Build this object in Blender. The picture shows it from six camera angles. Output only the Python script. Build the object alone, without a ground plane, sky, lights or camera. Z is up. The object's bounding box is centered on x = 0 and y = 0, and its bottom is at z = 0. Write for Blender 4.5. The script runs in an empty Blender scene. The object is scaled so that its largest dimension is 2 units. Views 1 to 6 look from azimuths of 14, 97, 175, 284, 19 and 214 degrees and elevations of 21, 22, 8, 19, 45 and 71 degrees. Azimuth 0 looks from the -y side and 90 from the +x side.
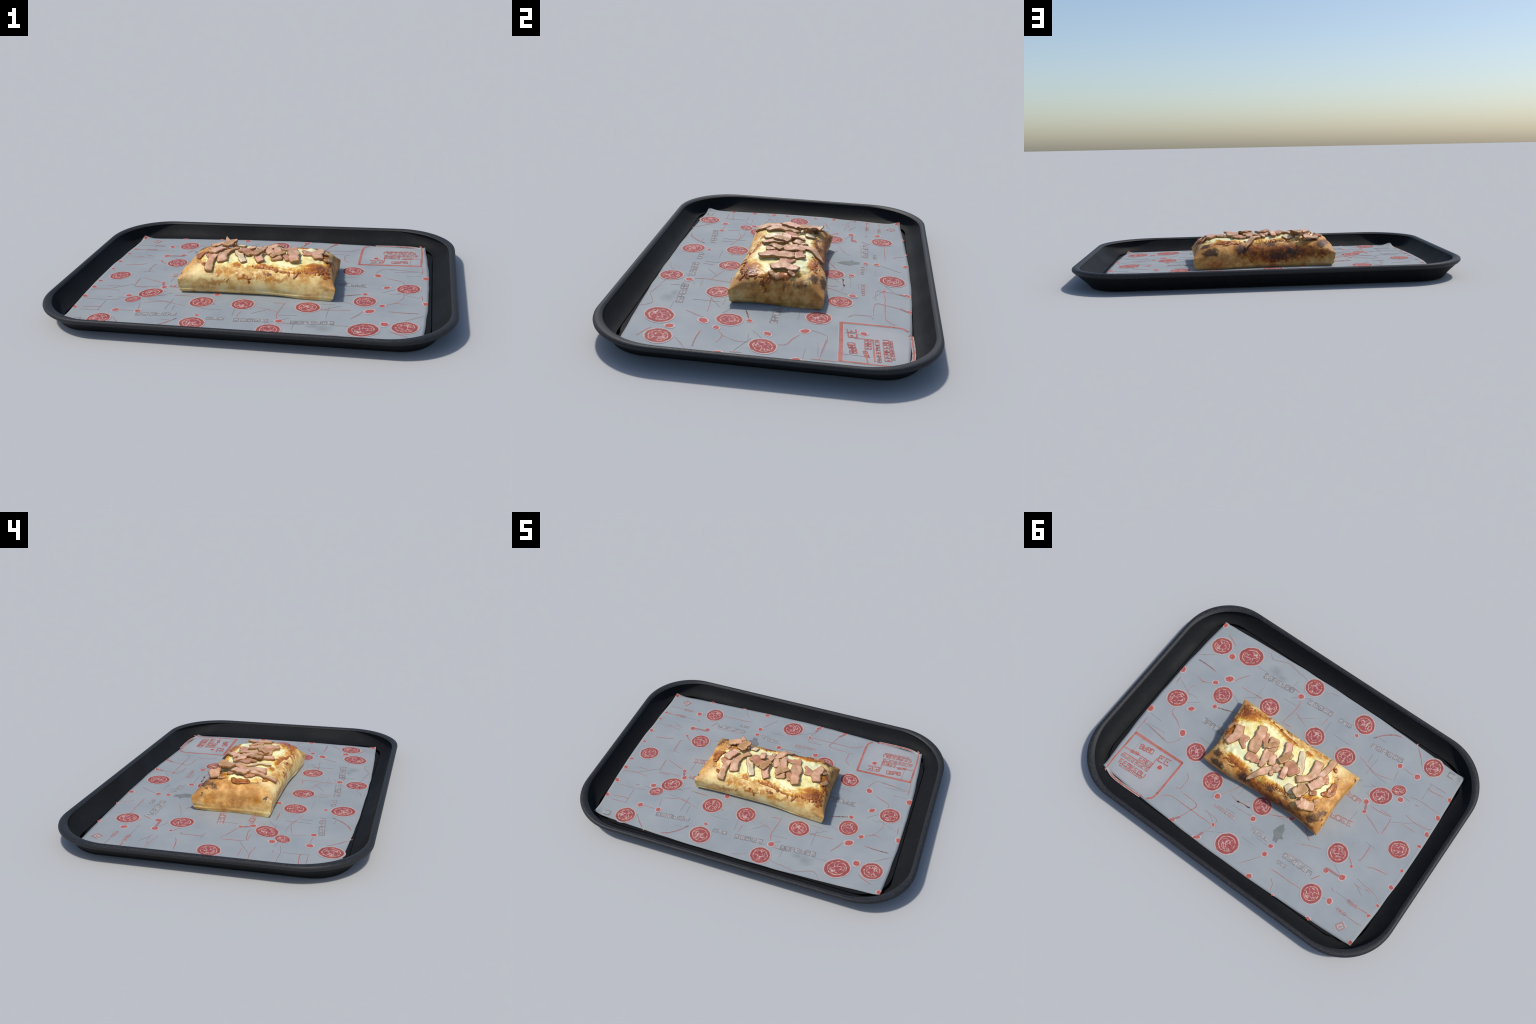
"""A stuffed, folded pizza bread topped with melted cheese and strips of ham,
lying on a printed paper liner in a black plastic serving tray."""
import bpy, math, random
import numpy as np
from mathutils import Vector, noise as mn

rng = random.Random(7)


def nz(x, y, z=0.0, f=1.0):
    """Smooth noise in about -1..1."""
    return mn.noise(Vector((x * f, y * f, z * f + 3.7)))


def lerp(a, b, t):
    return a + (b - a) * t


def smooth(a, b, x):
    t = min(1.0, max(0.0, (x - a) / (b - a)))
    return t * t * (3 - 2 * t)


# ----------------------------------------------------------------- the bread as a height field
BREAD_X, BREAD_Y = 0.010, 0.003          # centre of the loaf on the tray
SEAM_Z = 0.088                           # mean height of the pinched seam
CREST_Z = 0.1705                          # highest dough
PAPER_TOP = 0.0238


# how far the widest line (the seam) and the foot of the loaf reach from its centre, along each side
STATIONS = (-1.0, -0.6, -0.3, 0.0, 0.3, 0.6, 1.0)
SEAM_LEFT = (0.396, 0.388, 0.381, 0.377, 0.379, 0.384, 0.386)
SEAM_RIGHT = (0.408, 0.394, 0.388, 0.382, 0.376, 0.373, 0.386)
SEAM_FRONT = (0.200, 0.198, 0.196, 0.193, 0.196, 0.203, 0.212)
SEAM_BACK = (0.204, 0.183, 0.190, 0.190, 0.197, 0.214, 0.210)
FOOT_LEFT = (0.388, 0.376, 0.370, 0.366, 0.371, 0.373, 0.366)
FOOT_RIGHT = (0.380, 0.368, 0.368, 0.371, 0.377, 0.379, 0.375)
FOOT_FRONT = (0.177, 0.164, 0.163, 0.163, 0.166, 0.188, 0.198)
FOOT_BACK = (0.177, 0.171, 0.169, 0.168, 0.182, 0.196, 0.200)


def along(values, u):
    """Smooth curve through the values at the stations."""
    u = max(-1.0, min(1.0, u))
    k = max(i for i in range(len(STATIONS) - 1) if STATIONS[i] <= u)
    a, b = STATIONS[k], STATIONS[k + 1]
    t = (u - a) / (b - a)
    slope = []
    for i in (k, k + 1):
        lo, hi = max(0, i - 1), min(len(values) - 1, i + 1)
        slope.append((values[hi] - values[lo]) / (STATIONS[hi] - STATIONS[lo]) * (b - a))
    t2, t3 = t * t, t * t * t
    return (2 * t3 - 3 * t2 + 1) * values[k] + (t3 - 2 * t2 + t) * slope[0] + (3 * t2 - 2 * t3) * values[k + 1] + (t3 - t2) * slope[1]


def reach_x(t, side):
    return along(SEAM_LEFT if side < 0 else SEAM_RIGHT, t) + 0.010 * abs(t) ** 9


def reach_y(s, side):
    return along(SEAM_FRONT if side < 0 else SEAM_BACK, s) + 0.005 * abs(s) ** 9


def foot(s, t):
    return (BREAD_X + s * along(FOOT_LEFT if s < 0 else FOOT_RIGHT, t), BREAD_Y + t * along(FOOT_FRONT if t < 0 else FOOT_BACK, s))


def seam_z(s, t):
    """The seam runs a little higher on the left and in front."""
    a, b = (s + 1) / 2, (t + 1) / 2
    return lerp(lerp(0.104, 0.094, a), lerp(0.096, 0.080, a), b) + (0.004 * smooth(0.3, -1.0, t) - 0.004) * (1 - (s * t) ** 4)


def crown(s, t):
    """Top of the dough over the square of parameters -1..1."""
    fs = max(0.0, 1 - abs(s) ** (11.0 if s < 0 else 8.0)) ** 0.36
    ft = max(0.0, 1 - abs(t) ** 4.2) ** 0.43
    lift = fs * ft * (1 - 0.50 * smooth(0.60, 1.0, abs(s * t)))          # the corners are pinched to points
    z = lerp(seam_z(s, t), CREST_Z, lift) - 0.004 * smooth(-0.1, 1.0, t) * (1 - abs(s) ** 4) * lift
    z += (0.006 * nz(s * 2.4, t * 1.5, 1.3) + 0.004 * nz(s * 7, t * 4, 2.3)) * lift
    return z


def loaf_param(x, y):
    dx, dy = x - BREAD_X, y - BREAD_Y
    s, t = dx / 0.39, dy / 0.2
    for _ in range(3):
        tc, sc = max(-1, min(1, t)), max(-1, min(1, s))
        s, t = dx / reach_x(tc, dx), dy / reach_y(sc, dy)
    return s, t


def dough_z(x, y):
    s, t = loaf_param(x, y)
    m = max(abs(s), abs(t))
    if m >= 1:
        return SEAM_Z - 0.6 * (m - 1)
    return crown(s, t)


# the pool of melted cheese: centre and a rim radius for each direction
CHEESE_X, CHEESE_Y = 0.0, -0.005
CHEESE_RIM = [(0.369, -0.140), (0.305, -0.160), (0.250, -0.160), (0.204, -0.170), (0.143, -0.154), (0.044, -0.138),
              (-0.018, -0.132), (-0.100, -0.136), (-0.150, -0.136), (-0.235, -0.125), (-0.281, -0.090), (-0.303, -0.050),
              (-0.290, 0.033), (-0.262, 0.075), (-0.210, 0.105), (-0.171, 0.124), (-0.125, 0.130), (-0.071, 0.136),
              (-0.019, 0.146), (0.025, 0.158), (0.096, 0.162), (0.110, 0.142), (0.140, 0.146), (0.193, 0.166),
              (0.253, 0.160), (0.297, 0.131), (0.339, 0.100), (0.366, 0.036), (0.372, -0.035), (0.382, -0.098)]
_rim = sorted((math.atan2(y - CHEESE_Y, x - CHEESE_X), math.hypot(x - CHEESE_X, y - CHEESE_Y)) for x, y in CHEESE_RIM)
_ra = np.array([a for a, _ in _rim])
_rr = np.array([r for _, r in _rim])


def cheese_rim(a):
    r = float(np.interp(a, _ra, _rr, period=2 * math.pi))
    wob = 0.012 * nz(math.cos(a) * 9 * r, math.sin(a) * 9 * r, 5.0, 3.0) + 0.006 * nz(a * 9, 2.0, 8.0)
    return r + wob


def cheese_thick(rho, x, y):
    if rho > 1:
        return -0.003
    body = 0.0105 * (1 - rho ** 7) ** 0.6
    lumps = (0.0080 * nz(x, y, 0.2, 16) + 0.0040 * nz(x, y, 0.9, 42)) * (1 - rho ** 4)
    crust = (0.009 * max(0.0, nz(x, y, 4.2, 34)) + 0.004 * abs(nz(x, y, 7.2, 70))) * smooth(0.62, 0.88, rho)
    return body + lumps + crust - 0.0015


def top_z(x, y):
    """Height of whatever lies on top of the loaf here, dough or cheese."""
    dx, dy = x - CHEESE_X, y - CHEESE_Y
    rho = math.hypot(dx, dy) / max(1e-4, cheese_rim(math.atan2(dy, dx)))
    return dough_z(x, y) + max(0.0, cheese_thick(rho, x, y))


# ----------------------------------------------------------------- the tray and liner shapes
def rounded_rect(hx, hy, r, arc=18, straight_x=28, straight_y=20):
    """Counter-clockwise closed outline of a rounded rectangle with a fixed point count."""
    pts = []
    corners = [(1, 1, 0), (-1, 1, 1), (-1, -1, 2), (1, -1, 3)]
    for i, (sx, sy, q) in enumerate(corners):
        cx, cy = sx * (hx - r), sy * (hy - r)
        for k in range(arc + 1):
            a = (q + k / arc) * math.pi / 2
            pts.append((cx + r * math.cos(a), cy + r * math.sin(a)))
        nx_, ny_, nq = corners[(i + 1) % 4]
        ex, ey = nx_ * (hx - r) + r * math.cos(nq * math.pi / 2), ny_ * (hy - r) + r * math.sin(nq * math.pi / 2)
        px, py = pts[-1]
        n = straight_x if q in (0, 2) else straight_y
        for k in range(1, n):
            pts.append((lerp(px, ex, k / n), lerp(py, ey, k / n)))
    return pts


FLOOR_HX, FLOOR_HY, FLOOR_R = 0.880, 0.605, 0.155


def outside_floor(x, y):
    """Distance outside the flat floor of the tray (negative inside)."""
    qx, qy = abs(x) - (FLOOR_HX - FLOOR_R), abs(y) - (FLOOR_HY - FLOOR_R)
    return math.hypot(max(qx, 0), max(qy, 0)) + min(max(qx, qy), 0) - FLOOR_R


def paper_z(x, y):
    d = outside_floor(x, y) + 0.006
    z = PAPER_TOP + 0.0008 * nz(x, y, 1.0, 3.0) * smooth(0.45, 0.6, max(abs(x) * 0.9, abs(y) * 1.4))
    if d > 0:
        z += 0.47 * d * smooth(-0.01, 0.03, d)
    return z


# ----------------------------------------------------------------- mesh helpers
def new_object(name, verts, faces, mats, parent=None, smooth_shade=True, face_mats=None, location=(0, 0, 0)):
    me = bpy.data.meshes.new(name)
    me.from_pydata([tuple(v) for v in verts], [], faces)
    me.validate()
    for m in (mats if isinstance(mats, (list, tuple)) else [mats]):
        me.materials.append(m)
    if face_mats is not None and len(face_mats) == len(me.polygons):
        me.polygons.foreach_set("material_index", face_mats)
    me.polygons.foreach_set("use_smooth", [smooth_shade] * len(me.polygons))
    me.update()
    ob = bpy.data.objects.new(name, me)
    ob.location = location
    bpy.context.scene.collection.objects.link(ob)
    if parent is not None:
        ob.parent = parent
    return ob


def instance(name, source, parent):
    ob = source.copy()
    ob.name = name
    bpy.context.scene.collection.objects.link(ob)
    ob.parent = parent
    return ob


def thing(name, label, category, location=(0, 0, 0)):
    ob = bpy.data.objects.new(name, None)
    ob.empty_display_size = 0.1
    ob.location = location
    ob["label"] = label
    ob["category"] = category
    bpy.context.scene.collection.objects.link(ob)
    return ob


def bridge(n, a, b):
    """Quads between ring a and ring b, each of n vertices starting at those indices."""
    return [(a + i, a + (i + 1) % n, b + (i + 1) % n, b + i) for i in range(n)]


def catmull(pts, n):
    pts = [Vector(p) for p in pts]
    if len(pts) == 2:
        return [pts[0].lerp(pts[1], i / (n - 1)) for i in range(n)]
    ext = [2 * pts[0] - pts[1]] + pts + [2 * pts[-1] - pts[-2]]
    out = []
    for i in range(n):
        u = i / (n - 1) * (len(pts) - 1)
        k = min(int(u), len(pts) - 2)
        t = u - k
        p0, p1, p2, p3 = ext[k:k + 4]
        out.append(0.5 * (2 * p1 + (p2 - p0) * t + (2 * p0 - 5 * p1 + 4 * p2 - p3) * t * t + (3 * p1 - p0 - 3 * p2 + p3) * t ** 3))
    return out


# ----------------------------------------------------------------- material helper
class Shade:
    """Small wrapper to write node trees as expressions."""

    def __init__(self, name, rough=0.6, spec=0.4):
        self.mat = bpy.data.materials.new(name)
        self.mat.use_nodes = True
        self.nt = self.mat.node_tree
        self.nt.nodes.clear()
        out = self.nt.nodes.new("ShaderNodeOutputMaterial")
        self.bsdf = self.nt.nodes.new("ShaderNodeBsdfPrincipled")
        self.nt.links.new(self.bsdf.outputs[0], out.inputs[0])
        self.bsdf.inputs["Roughness"].default_value = rough
        self.bsdf.inputs["Specular IOR Level"].default_value = spec
        self.co = self.nt.nodes.new("ShaderNodeTexCoord").outputs["Object"]

    def put(self, sock, val):
        if isinstance(val, bpy.types.NodeSocket):
            self.nt.links.new(val, sock)
        elif hasattr(sock, "default_value") and isinstance(val, (tuple, list)):
            sock.default_value = (*val, 1.0) if len(val) == 3 and len(sock.default_value) == 4 else val
        else:
            sock.default_value = val

    def math(self, op, a, b=0.0, c=None, clamp=False):
        n = self.nt.nodes.new("ShaderNodeMath")
        n.operation, n.use_clamp = op, clamp
        self.put(n.inputs[0], a)
        self.put(n.inputs[1], b)
        if c is not None:
            self.put(n.inputs[2], c)
        return n.outputs[0]

    def vec(self, op, a, b=None):
        n = self.nt.nodes.new("ShaderNodeVectorMath")
        n.operation = op
        self.put(n.inputs[0], a)
        if b is not None:
            self.put(n.inputs[1], b)
        return n.outputs["Value"] if op in ("LENGTH", "DISTANCE") else n.outputs[0]

    def noise(self, scale, detail=3.0, rough=0.55, co=None, w=None, color=False, distort=0.0):
        n = self.nt.nodes.new("ShaderNodeTexNoise")
        if w is not None:
            n.noise_dimensions = "4D"
            self.put(n.inputs["W"], w)
        self.put(n.inputs["Vector"], co or self.co)
        n.inputs["Scale"].default_value = scale
        n.inputs["Detail"].default_value = detail
        n.inputs["Roughness"].default_value = rough
        n.inputs["Distortion"].default_value = distort
        return n.outputs["Color" if color else "Fac"]

    def span(self, x, a, b, lo=0.0, hi=1.0, kind="SMOOTHSTEP"):
        n = self.nt.nodes.new("ShaderNodeMapRange")
        n.interpolation_type = kind
        self.put(n.inputs[0], x)
        for i, v in enumerate((a, b, lo, hi)):
            self.put(n.inputs[i + 1], v)
        return n.outputs[0]

    def mix(self, fac, a, b, blend="MIX"):
        n = self.nt.nodes.new("ShaderNodeMix")
        n.data_type, n.blend_type = "RGBA", blend
        self.put(n.inputs[0], fac)
        self.put(n.inputs[6], a)
        self.put(n.inputs[7], b)
        return n.outputs[2]

    def ramp(self, fac, stops):
        n = self.nt.nodes.new("ShaderNodeValToRGB")
        el = n.color_ramp.elements
        while len(el) < len(stops):
            el.new(0.5)
        for e, (p, c) in zip(el, stops):
            e.position, e.color = p, (*c, 1.0)
        self.put(n.inputs[0], fac)
        return n.outputs[0]

    def warped(self, amount, scale, detail=3.0):
        """Object coordinates pushed about by noise, for ragged patches."""
        c = self.vec("SUBTRACT", self.noise(scale, detail, 0.6, color=True), (0.5, 0.5, 0.5))
        return self.vec("ADD", self.co, self.vec("MULTIPLY", c, (amount, amount, amount)))

    def patches(self, spots, co, inner=0.35):
        """Mask: soft ellipsoid patches, each given as centre x, y, z and radii rx, ry, rz."""
        total = None
        for x, y, z, rx, ry, rz in spots:
            d = self.vec("MULTIPLY", self.vec("SUBTRACT", co, (x, y, z)), (1 / rx, 1 / ry, 1 / rz))
            m = self.span(self.vec("LENGTH", d), 1.0, inner)
            total = m if total is None else self.math("MAXIMUM", total, m)
        return total

    def bump(self, height, strength=0.3, dist=0.01):
        n = self.nt.nodes.new("ShaderNodeBump")
        n.inputs["Strength"].default_value = strength
        n.inputs["Distance"].default_value = dist
        self.put(n.inputs["Height"], height)
        self.put(self.bsdf.inputs["Normal"], n.outputs[0])

    def done(self, color, rough=None):
        self.put(self.bsdf.inputs["Base Color"], color)
        if rough is not None:
            self.put(self.bsdf.inputs["Roughness"], rough)
        return self.mat


# ----------------------------------------------------------------- materials
PAPER_COLOUR = (0.276, 0.298, 0.309)
INK_RED = (0.36, 0.082, 0.075)
INK_PALE = (0.56, 0.45, 0.42)


def make_tray_plastic():
    s = Shade("black_tray_plastic", 0.65, 0.12)
    scuff = s.noise(60, 4, 0.65)
    broad = s.noise(4, 3, 0.5)
    col = s.mix(s.span(scuff, 0.45, 0.75), (0.0085, 0.009, 0.010), (0.013, 0.0135, 0.0145))
    col = s.mix(s.span(broad, 0.35, 0.7, 0.0, 0.5), col, (0.006, 0.0065, 0.0075))
    s.bump(s.noise(260, 2, 0.5), 0.06, 0.002)
    return s.done(col, s.span(broad, 0.3, 0.7, 0.58, 0.72))


def make_rim_plastic():
    s = Shade("scuffed_rim_plastic", 0.55, 0.25)
    sc = s.noise(90, 5, 0.7, co=s.vec("MULTIPLY", s.co, (1.0, 1.0, 4.0)))
    col = s.mix(s.span(sc, 0.42, 0.72), (0.014, 0.015, 0.017), (0.034, 0.035, 0.039))
    s.bump(sc, 0.12, 0.003)
    return s.done(col, s.span(sc, 0.3, 0.7, 0.45, 0.62))


def make_paper():
    s = Shade("grey_liner_paper", 0.75, 0.25)
    grain = s.noise(420, 2, 0.6)
    cloud = s.noise(5, 4, 0.55)
    warp = s.nt.nodes.new("ShaderNodeTexWave")
    warp.bands_direction = "Y"
    s.put(warp.inputs["Vector"], s.co)
    warp.inputs["Scale"].default_value = 30
    warp.inputs["Distortion"].default_value = 6
    warp.inputs["Detail"].default_value = 3
    warp.inputs["Detail Scale"].default_value = 3
    col = s.ramp(cloud, [(0.3, (0.242, 0.270, 0.288)), (0.5, PAPER_COLOUR), (0.72, (0.310, 0.326, 0.326))])
    col = s.mix(s.span(grain, 0.56, 0.72, 0.0, 0.55), col, (0.38, 0.395, 0.395))
    col = s.mix(s.span(grain, 0.44, 0.30, 0.0, 0.35), col, (0.22, 0.25, 0.27))
    col = s.mix(s.math("MULTIPLY", warp.outputs["Fac"], 0.10), col, (0.25, 0.27, 0.29))
    w = s.warped(0.05, 25)
    col = s.mix(s.math("MULTIPLY", s.patches([(0.40, -0.485, 0.024, 0.065, 0.055, 0.1), (0.345, -0.475, 0.024, 0.05, 0.03, 0.1)], w, 0.0), 0.55), col, (0.15, 0.17, 0.16))
    col = s.mix(s.math("MULTIPLY", s.patches([(0.66, 0.45, 0.024, 0.22, 0.2, 0.2)], w, 0.5), 0.45), col, (0.39, 0.375, 0.375))
    return s.done(col)


def make_seal_ink():
    """Round red seal with a pale rim and a wobbly doodle inside; the doodle differs from seal to seal."""
    s = Shade("red_seal_ink", 0.7, 0.25)
    info = s.nt.nodes.new("ShaderNodeObjectInfo")
    seed = s.math("MULTIPLY", info.outputs["Random"], 60.0)
    flat = s.vec("MULTIPLY", s.co, (1, 1, 0))
    wob = s.vec("SUBTRACT", s.noise(3.2, 2, 0.5, co=flat, w=seed, color=True), (0.5, 0.5, 0.5))
    co = s.vec("ADD", flat, s.vec("MULTIPLY", wob, (0.16, 0.16, 0.0)))
    r = s.vec("LENGTH", co)
    r0 = s.vec("LENGTH", flat)
    vor = s.nt.nodes.new("ShaderNodeTexVoronoi")
    vor.voronoi_dimensions = "4D"
    vor.feature = "DISTANCE_TO_EDGE"
    s.put(vor.inputs["Vector"], s.vec("ADD", flat, s.vec("MULTIPLY", wob, (0.5, 0.5, 0.0))))
    s.put(vor.inputs["W"], seed)
    vor.inputs["Scale"].default_value = 2.5
    lines = s.span(vor.outputs["Distance"], 0.062, 0.025)
    lines = s.math("MULTIPLY", lines, s.span(r, 0.56, 0.50))
    broken = s.noise(5.0, 2, 0.6, co=flat, w=s.math("ADD", seed, 9.0))
    lines = s.math("MULTIPLY", lines, s.span(broken, 0.36, 0.46))
    ring = s.math("MULTIPLY", s.span(s.math("ABSOLUTE", s.math("SUBTRACT", r, 0.64)), 0.050, 0.02), s.span(broken, 0.60, 0.48))
    doodle = s.math("MAXIMUM", lines, ring)
    tone = s.noise(2.2, 3, 0.5, co=flat, w=seed)
    red = s.ramp(tone, [(0.3, (0.235, 0.054, 0.052)), (0.52, (0.290, 0.068, 0.060)), (0.72, (0.37, 0.105, 0.076))])
    col = s.mix(s.math("MULTIPLY", s.span(r, 0.62, 0.4), 0.45), red, (0.30, 0.065, 0.085))
    col = s.mix(s.math("MULTIPLY", doodle, 0.80), col, (0.55, 0.40, 0.35))
    edge = s.span(r, 0.865, 0.905)
    col = s.mix(edge, col, (0.41, 0.33, 0.32))
    col = s.mix(s.span(r0, 0.95, 1.02), col, PAPER_COLOUR)
    return s.done(col)


def make_dot_ink():
    s = Shade("red_dot_ink", 0.7, 0.25)
    info = s.nt.nodes.new("ShaderNodeObjectInfo")
    seed = s.math("MULTIPLY", info.outputs["Random"], 40.0)
    flat = s.vec("MULTIPLY", s.co, (1, 1, 0))
    n = s.noise(2.2, 3, 0.6, co=flat, w=seed)
    r = s.math("ADD", s.vec("LENGTH", flat), s.math("MULTIPLY", s.math("SUBTRACT", n, 0.5), 0.5))
    spot = s.noise(3.5, 2, 0.5, co=flat, w=s.math("ADD", seed, 5.0))
    red = s.mix(s.span(spot, 0.55, 0.68), (0.365, 0.085, 0.070), (0.48, 0.22, 0.17))
    col = s.mix(s.span(r, 0.68, 0.80), red, (0.47, 0.37, 0.36))
    col = s.mix(s.span(r, 0.95, 1.08), col, PAPER_COLOUR)
    return s.done(col)


def make_line_ink(name, a, b, scale=16):
    s = Shade(name, 0.7, 0.25)
    return s.done(s.mix(s.span(s.noise(scale, 3, 0.6), 0.36, 0.64), a, b))


def make_dough():
    s = Shade("baked_dough", 0.55, 0.3)
    w = s.warped(0.11, 22, 5)
    fine = s.warped(0.075, 50, 5)
    mott = s.noise(15, 6, 0.62)
    col = s.ramp(mott, [(0.28, (0.52, 0.26, 0.060)), (0.40, (0.68, 0.42, 0.135)), (0.50, (0.78, 0.56, 0.225)), (0.60, (0.84, 0.66, 0.310)), (0.75, (0.88, 0.73, 0.400))])
    # darker brown ends and back
    brown_zone = s.patches([(-0.36, 0.03, 0.12, 0.16, 0.26, 0.16), (-0.33, 0.18, 0.12, 0.13, 0.13, 0.14), (0.41, 0.04, 0.08, 0.10, 0.32, 0.17),
                       (0.30, 0.21, 0.09, 0.24, 0.09, 0.14), (-0.2, 0.21, 0.08, 0.30, 0.10, 0.15), (0.1, 0.21, 0.08, 0.34, 0.10, 0.15)], w, 0.45)
    brown_zone_col = s.ramp(s.noise(26, 6, 0.68), [(0.30, (0.25, 0.080, 0.012)), (0.43, (0.44, 0.178, 0.036)), (0.55, (0.61, 0.300, 0.082)), (0.70, (0.75, 0.44, 0.155))])
    col = s.mix(s.math("MULTIPLY", brown_zone, 0.92), col, brown_zone_col)
    # brown bloom on the corner points and shoulders
    bloom = s.patches([(-0.365, -0.188, 0.105, 0.065, 0.045, 0.040), (0.375, -0.195, 0.095, 0.075, 0.05, 0.040), (0.41, -0.18, 0.10, 0.045, 0.07, 0.045),
                       (-0.304, -0.07, 0.155, 0.050, 0.040, 0.04), (-0.37, 0.18, 0.10, 0.06, 0.06, 0.06), (-0.385, 0.05, 0.10, 0.04, 0.10, 0.035),
                       (0.385, 0.19, 0.10, 0.075, 0.06, 0.06), (0.33, 0.185, 0.12, 0.06, 0.035, 0.035), (-0.365, -0.094, 0.110, 0.05, 0.07, 0.05), (-0.135, -0.163, 0.145, 0.045, 0.03, 0.03),
                       (-0.024, -0.165, 0.145, 0.045, 0.03, 0.03), (0.27, -0.180, 0.125, 0.075, 0.035, 0.030), (0.15, -0.185, 0.10, 0.10, 0.04, 0.02), (-0.2, -0.19, 0.07, 0.14, 0.04, 0.025)], w, 0.25)
    col = s.mix(s.math("MULTIPLY", bloom, 0.85), col, (0.43, 0.20, 0.052))
    # oily orange stains along the front and the back
    stain = s.patches([(0.073, -0.180, 0.130, 0.060, 0.05, 0.036), (-0.042, -0.190, 0.105, 0.085, 0.05, 0.032), (0.021, -0.185, 0.115, 0.085, 0.05, 0.034),
                       (-0.163, -0.180, 0.125, 0.075, 0.05, 0.045), (0.09, -0.185, 0.100, 0.08, 0.05, 0.026), (-0.10, -0.175, 0.135, 0.06, 0.04, 0.032),
                       (0.00, -0.155, 0.150, 0.20, 0.03, 0.03), (0.27, -0.17, 0.13, 0.09, 0.04, 0.03),
                       (0.03, 0.20, 0.10, 0.16, 0.09, 0.12), (-0.10, 0.20, 0.09, 0.22, 0.09, 0.11), (-0.22, 0.20, 0.10, 0.14, 0.09, 0.08), (0.13, 0.19, 0.12, 0.10, 0.08, 0.08),
                       (-0.385, 0.12, 0.065, 0.04, 0.05, 0.03), (-0.380, -0.12, 0.085, 0.04, 0.05, 0.035), (0.405, -0.05, 0.10, 0.06, 0.05, 0.07), (0.39, 0.02, 0.135, 0.05, 0.16, 0.04)], fine, 0.1)
    dapple = s.span(s.noise(48, 5, 0.72), 0.40, 0.53)
    col = s.mix(s.math("MULTIPLY", stain, s.math("MULTIPLY", dapple, 0.98)), col, (0.45, 0.165, 0.010))
    deep = s.patches([(0.078, -0.185, 0.128, 0.034, 0.03, 0.020), (-0.042, -0.192, 0.103, 0.042, 0.03, 0.015), (-0.01, -0.194, 0.092, 0.026, 0.03, 0.014), (-0.12, -0.19, 0.09, 0.018, 0.03, 0.008),
                      (0.395, -0.055, 0.113, 0.04, 0.022, 0.030), (0.402, -0.045, 0.08, 0.03, 0.014, 0.020), (0.375, -0.165, 0.122, 0.050, 0.024, 0.020), (0.372, -0.14, 0.125, 0.03, 0.018, 0.024),
                      (0.385, 0.058, 0.130, 0.03, 0.018, 0.018), (0.416, 0.035, 0.05, 0.03, 0.008, 0.018), (0.416, 0.020, 0.04, 0.03, 0.009, 0.012), (-0.299, -0.110, 0.155, 0.020, 0.018, 0.02), (-0.333, -0.137, 0.145, 0.009, 0.009, 0.014),
                      (0.04, 0.20, 0.105, 0.12, 0.07, 0.070), (-0.06, 0.20, 0.065, 0.20, 0.07, 0.050), (-0.14, 0.20, 0.09, 0.12, 0.07, 0.065),
                      (-0.22, 0.20, 0.085, 0.10, 0.06, 0.055), (-0.05, 0.20, 0.11, 0.12, 0.06, 0.05), (0.13, 0.19, 0.10, 0.07, 0.06, 0.055), (0.08, 0.2, 0.05, 0.04, 0.04, 0.02), (-0.3, 0.2, 0.075, 0.07, 0.05, 0.03)], fine, 0.40)
    blot = s.noise(36, 5, 0.7)
    deep_col = s.ramp(blot, [(0.32, (0.070, 0.018, 0.005)), (0.47, (0.185, 0.044, 0.006)), (0.60, (0.36, 0.105, 0.010)), (0.74, (0.54, 0.23, 0.030))])
    col = s.mix(s.math("MULTIPLY", deep, s.span(blot, 0.72, 0.52, 0.45, 1.0)), col, deep_col)
    wild = s.warped(0.20, 19, 6)
    scorch = s.noise(44, 5, 0.7)
    char_col = s.ramp(scorch, [(0.32, (0.028, 0.015, 0.010)), (0.50, (0.070, 0.028, 0.013)), (0.68, (0.20, 0.075, 0.022))])
    char = s.patches([(-0.024, 0.170, 0.134, 0.058, 0.05, 0.036), (-0.062, 0.19, 0.066, 0.085, 0.05, 0.036), (-0.144, 0.195, 0.090, 0.058, 0.045, 0.044),
                      (0.132, 0.19, 0.108, 0.055, 0.05, 0.038), (-0.10, 0.19, 0.05, 0.045, 0.04, 0.02)], wild, 0.10)
    col = s.mix(s.math("MULTIPLY", char, s.span(scorch, 0.74, 0.50, 0.45, 0.97)), col, char_col)
    singe = s.patches([(0.300, 0.204, 0.090, 0.065, 0.04, 0.028), (-0.124, 0.160, 0.140, 0.045, 0.04, 0.026), (-0.30, 0.172, 0.125, 0.055, 0.05, 0.032), (-0.255, 0.130, 0.152, 0.075, 0.040, 0.04), (0.395, 0.110, 0.128, 0.045, 0.050, 0.026),
                       (-0.36, 0.13, 0.13, 0.04, 0.05, 0.03), (0.05, 0.185, 0.12, 0.05, 0.04, 0.02), (0.18, 0.20, 0.07, 0.06, 0.04, 0.02)], wild, 0.0)
    col = s.mix(s.math("MULTIPLY", singe, s.span(scorch, 0.66, 0.40, 0.10, 0.66)), col, (0.165, 0.070, 0.024))
    holes = s.patches([(-0.385, 0.15, 0.09, 0.02, 0.009, 0.010), (-0.385, -0.166, 0.098, 0.02, 0.009, 0.009)], s.warped(0.008, 90), 0.4)
    col = s.mix(s.math("MULTIPLY", holes, 0.8), col, (0.075, 0.035, 0.018))
    # fine baked speckle
    speck = s.span(s.noise(190, 3, 0.7), 0.60, 0.70)
    col = s.mix(s.math("MULTIPLY", speck, 0.40), col, (0.30, 0.125, 0.03))
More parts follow.
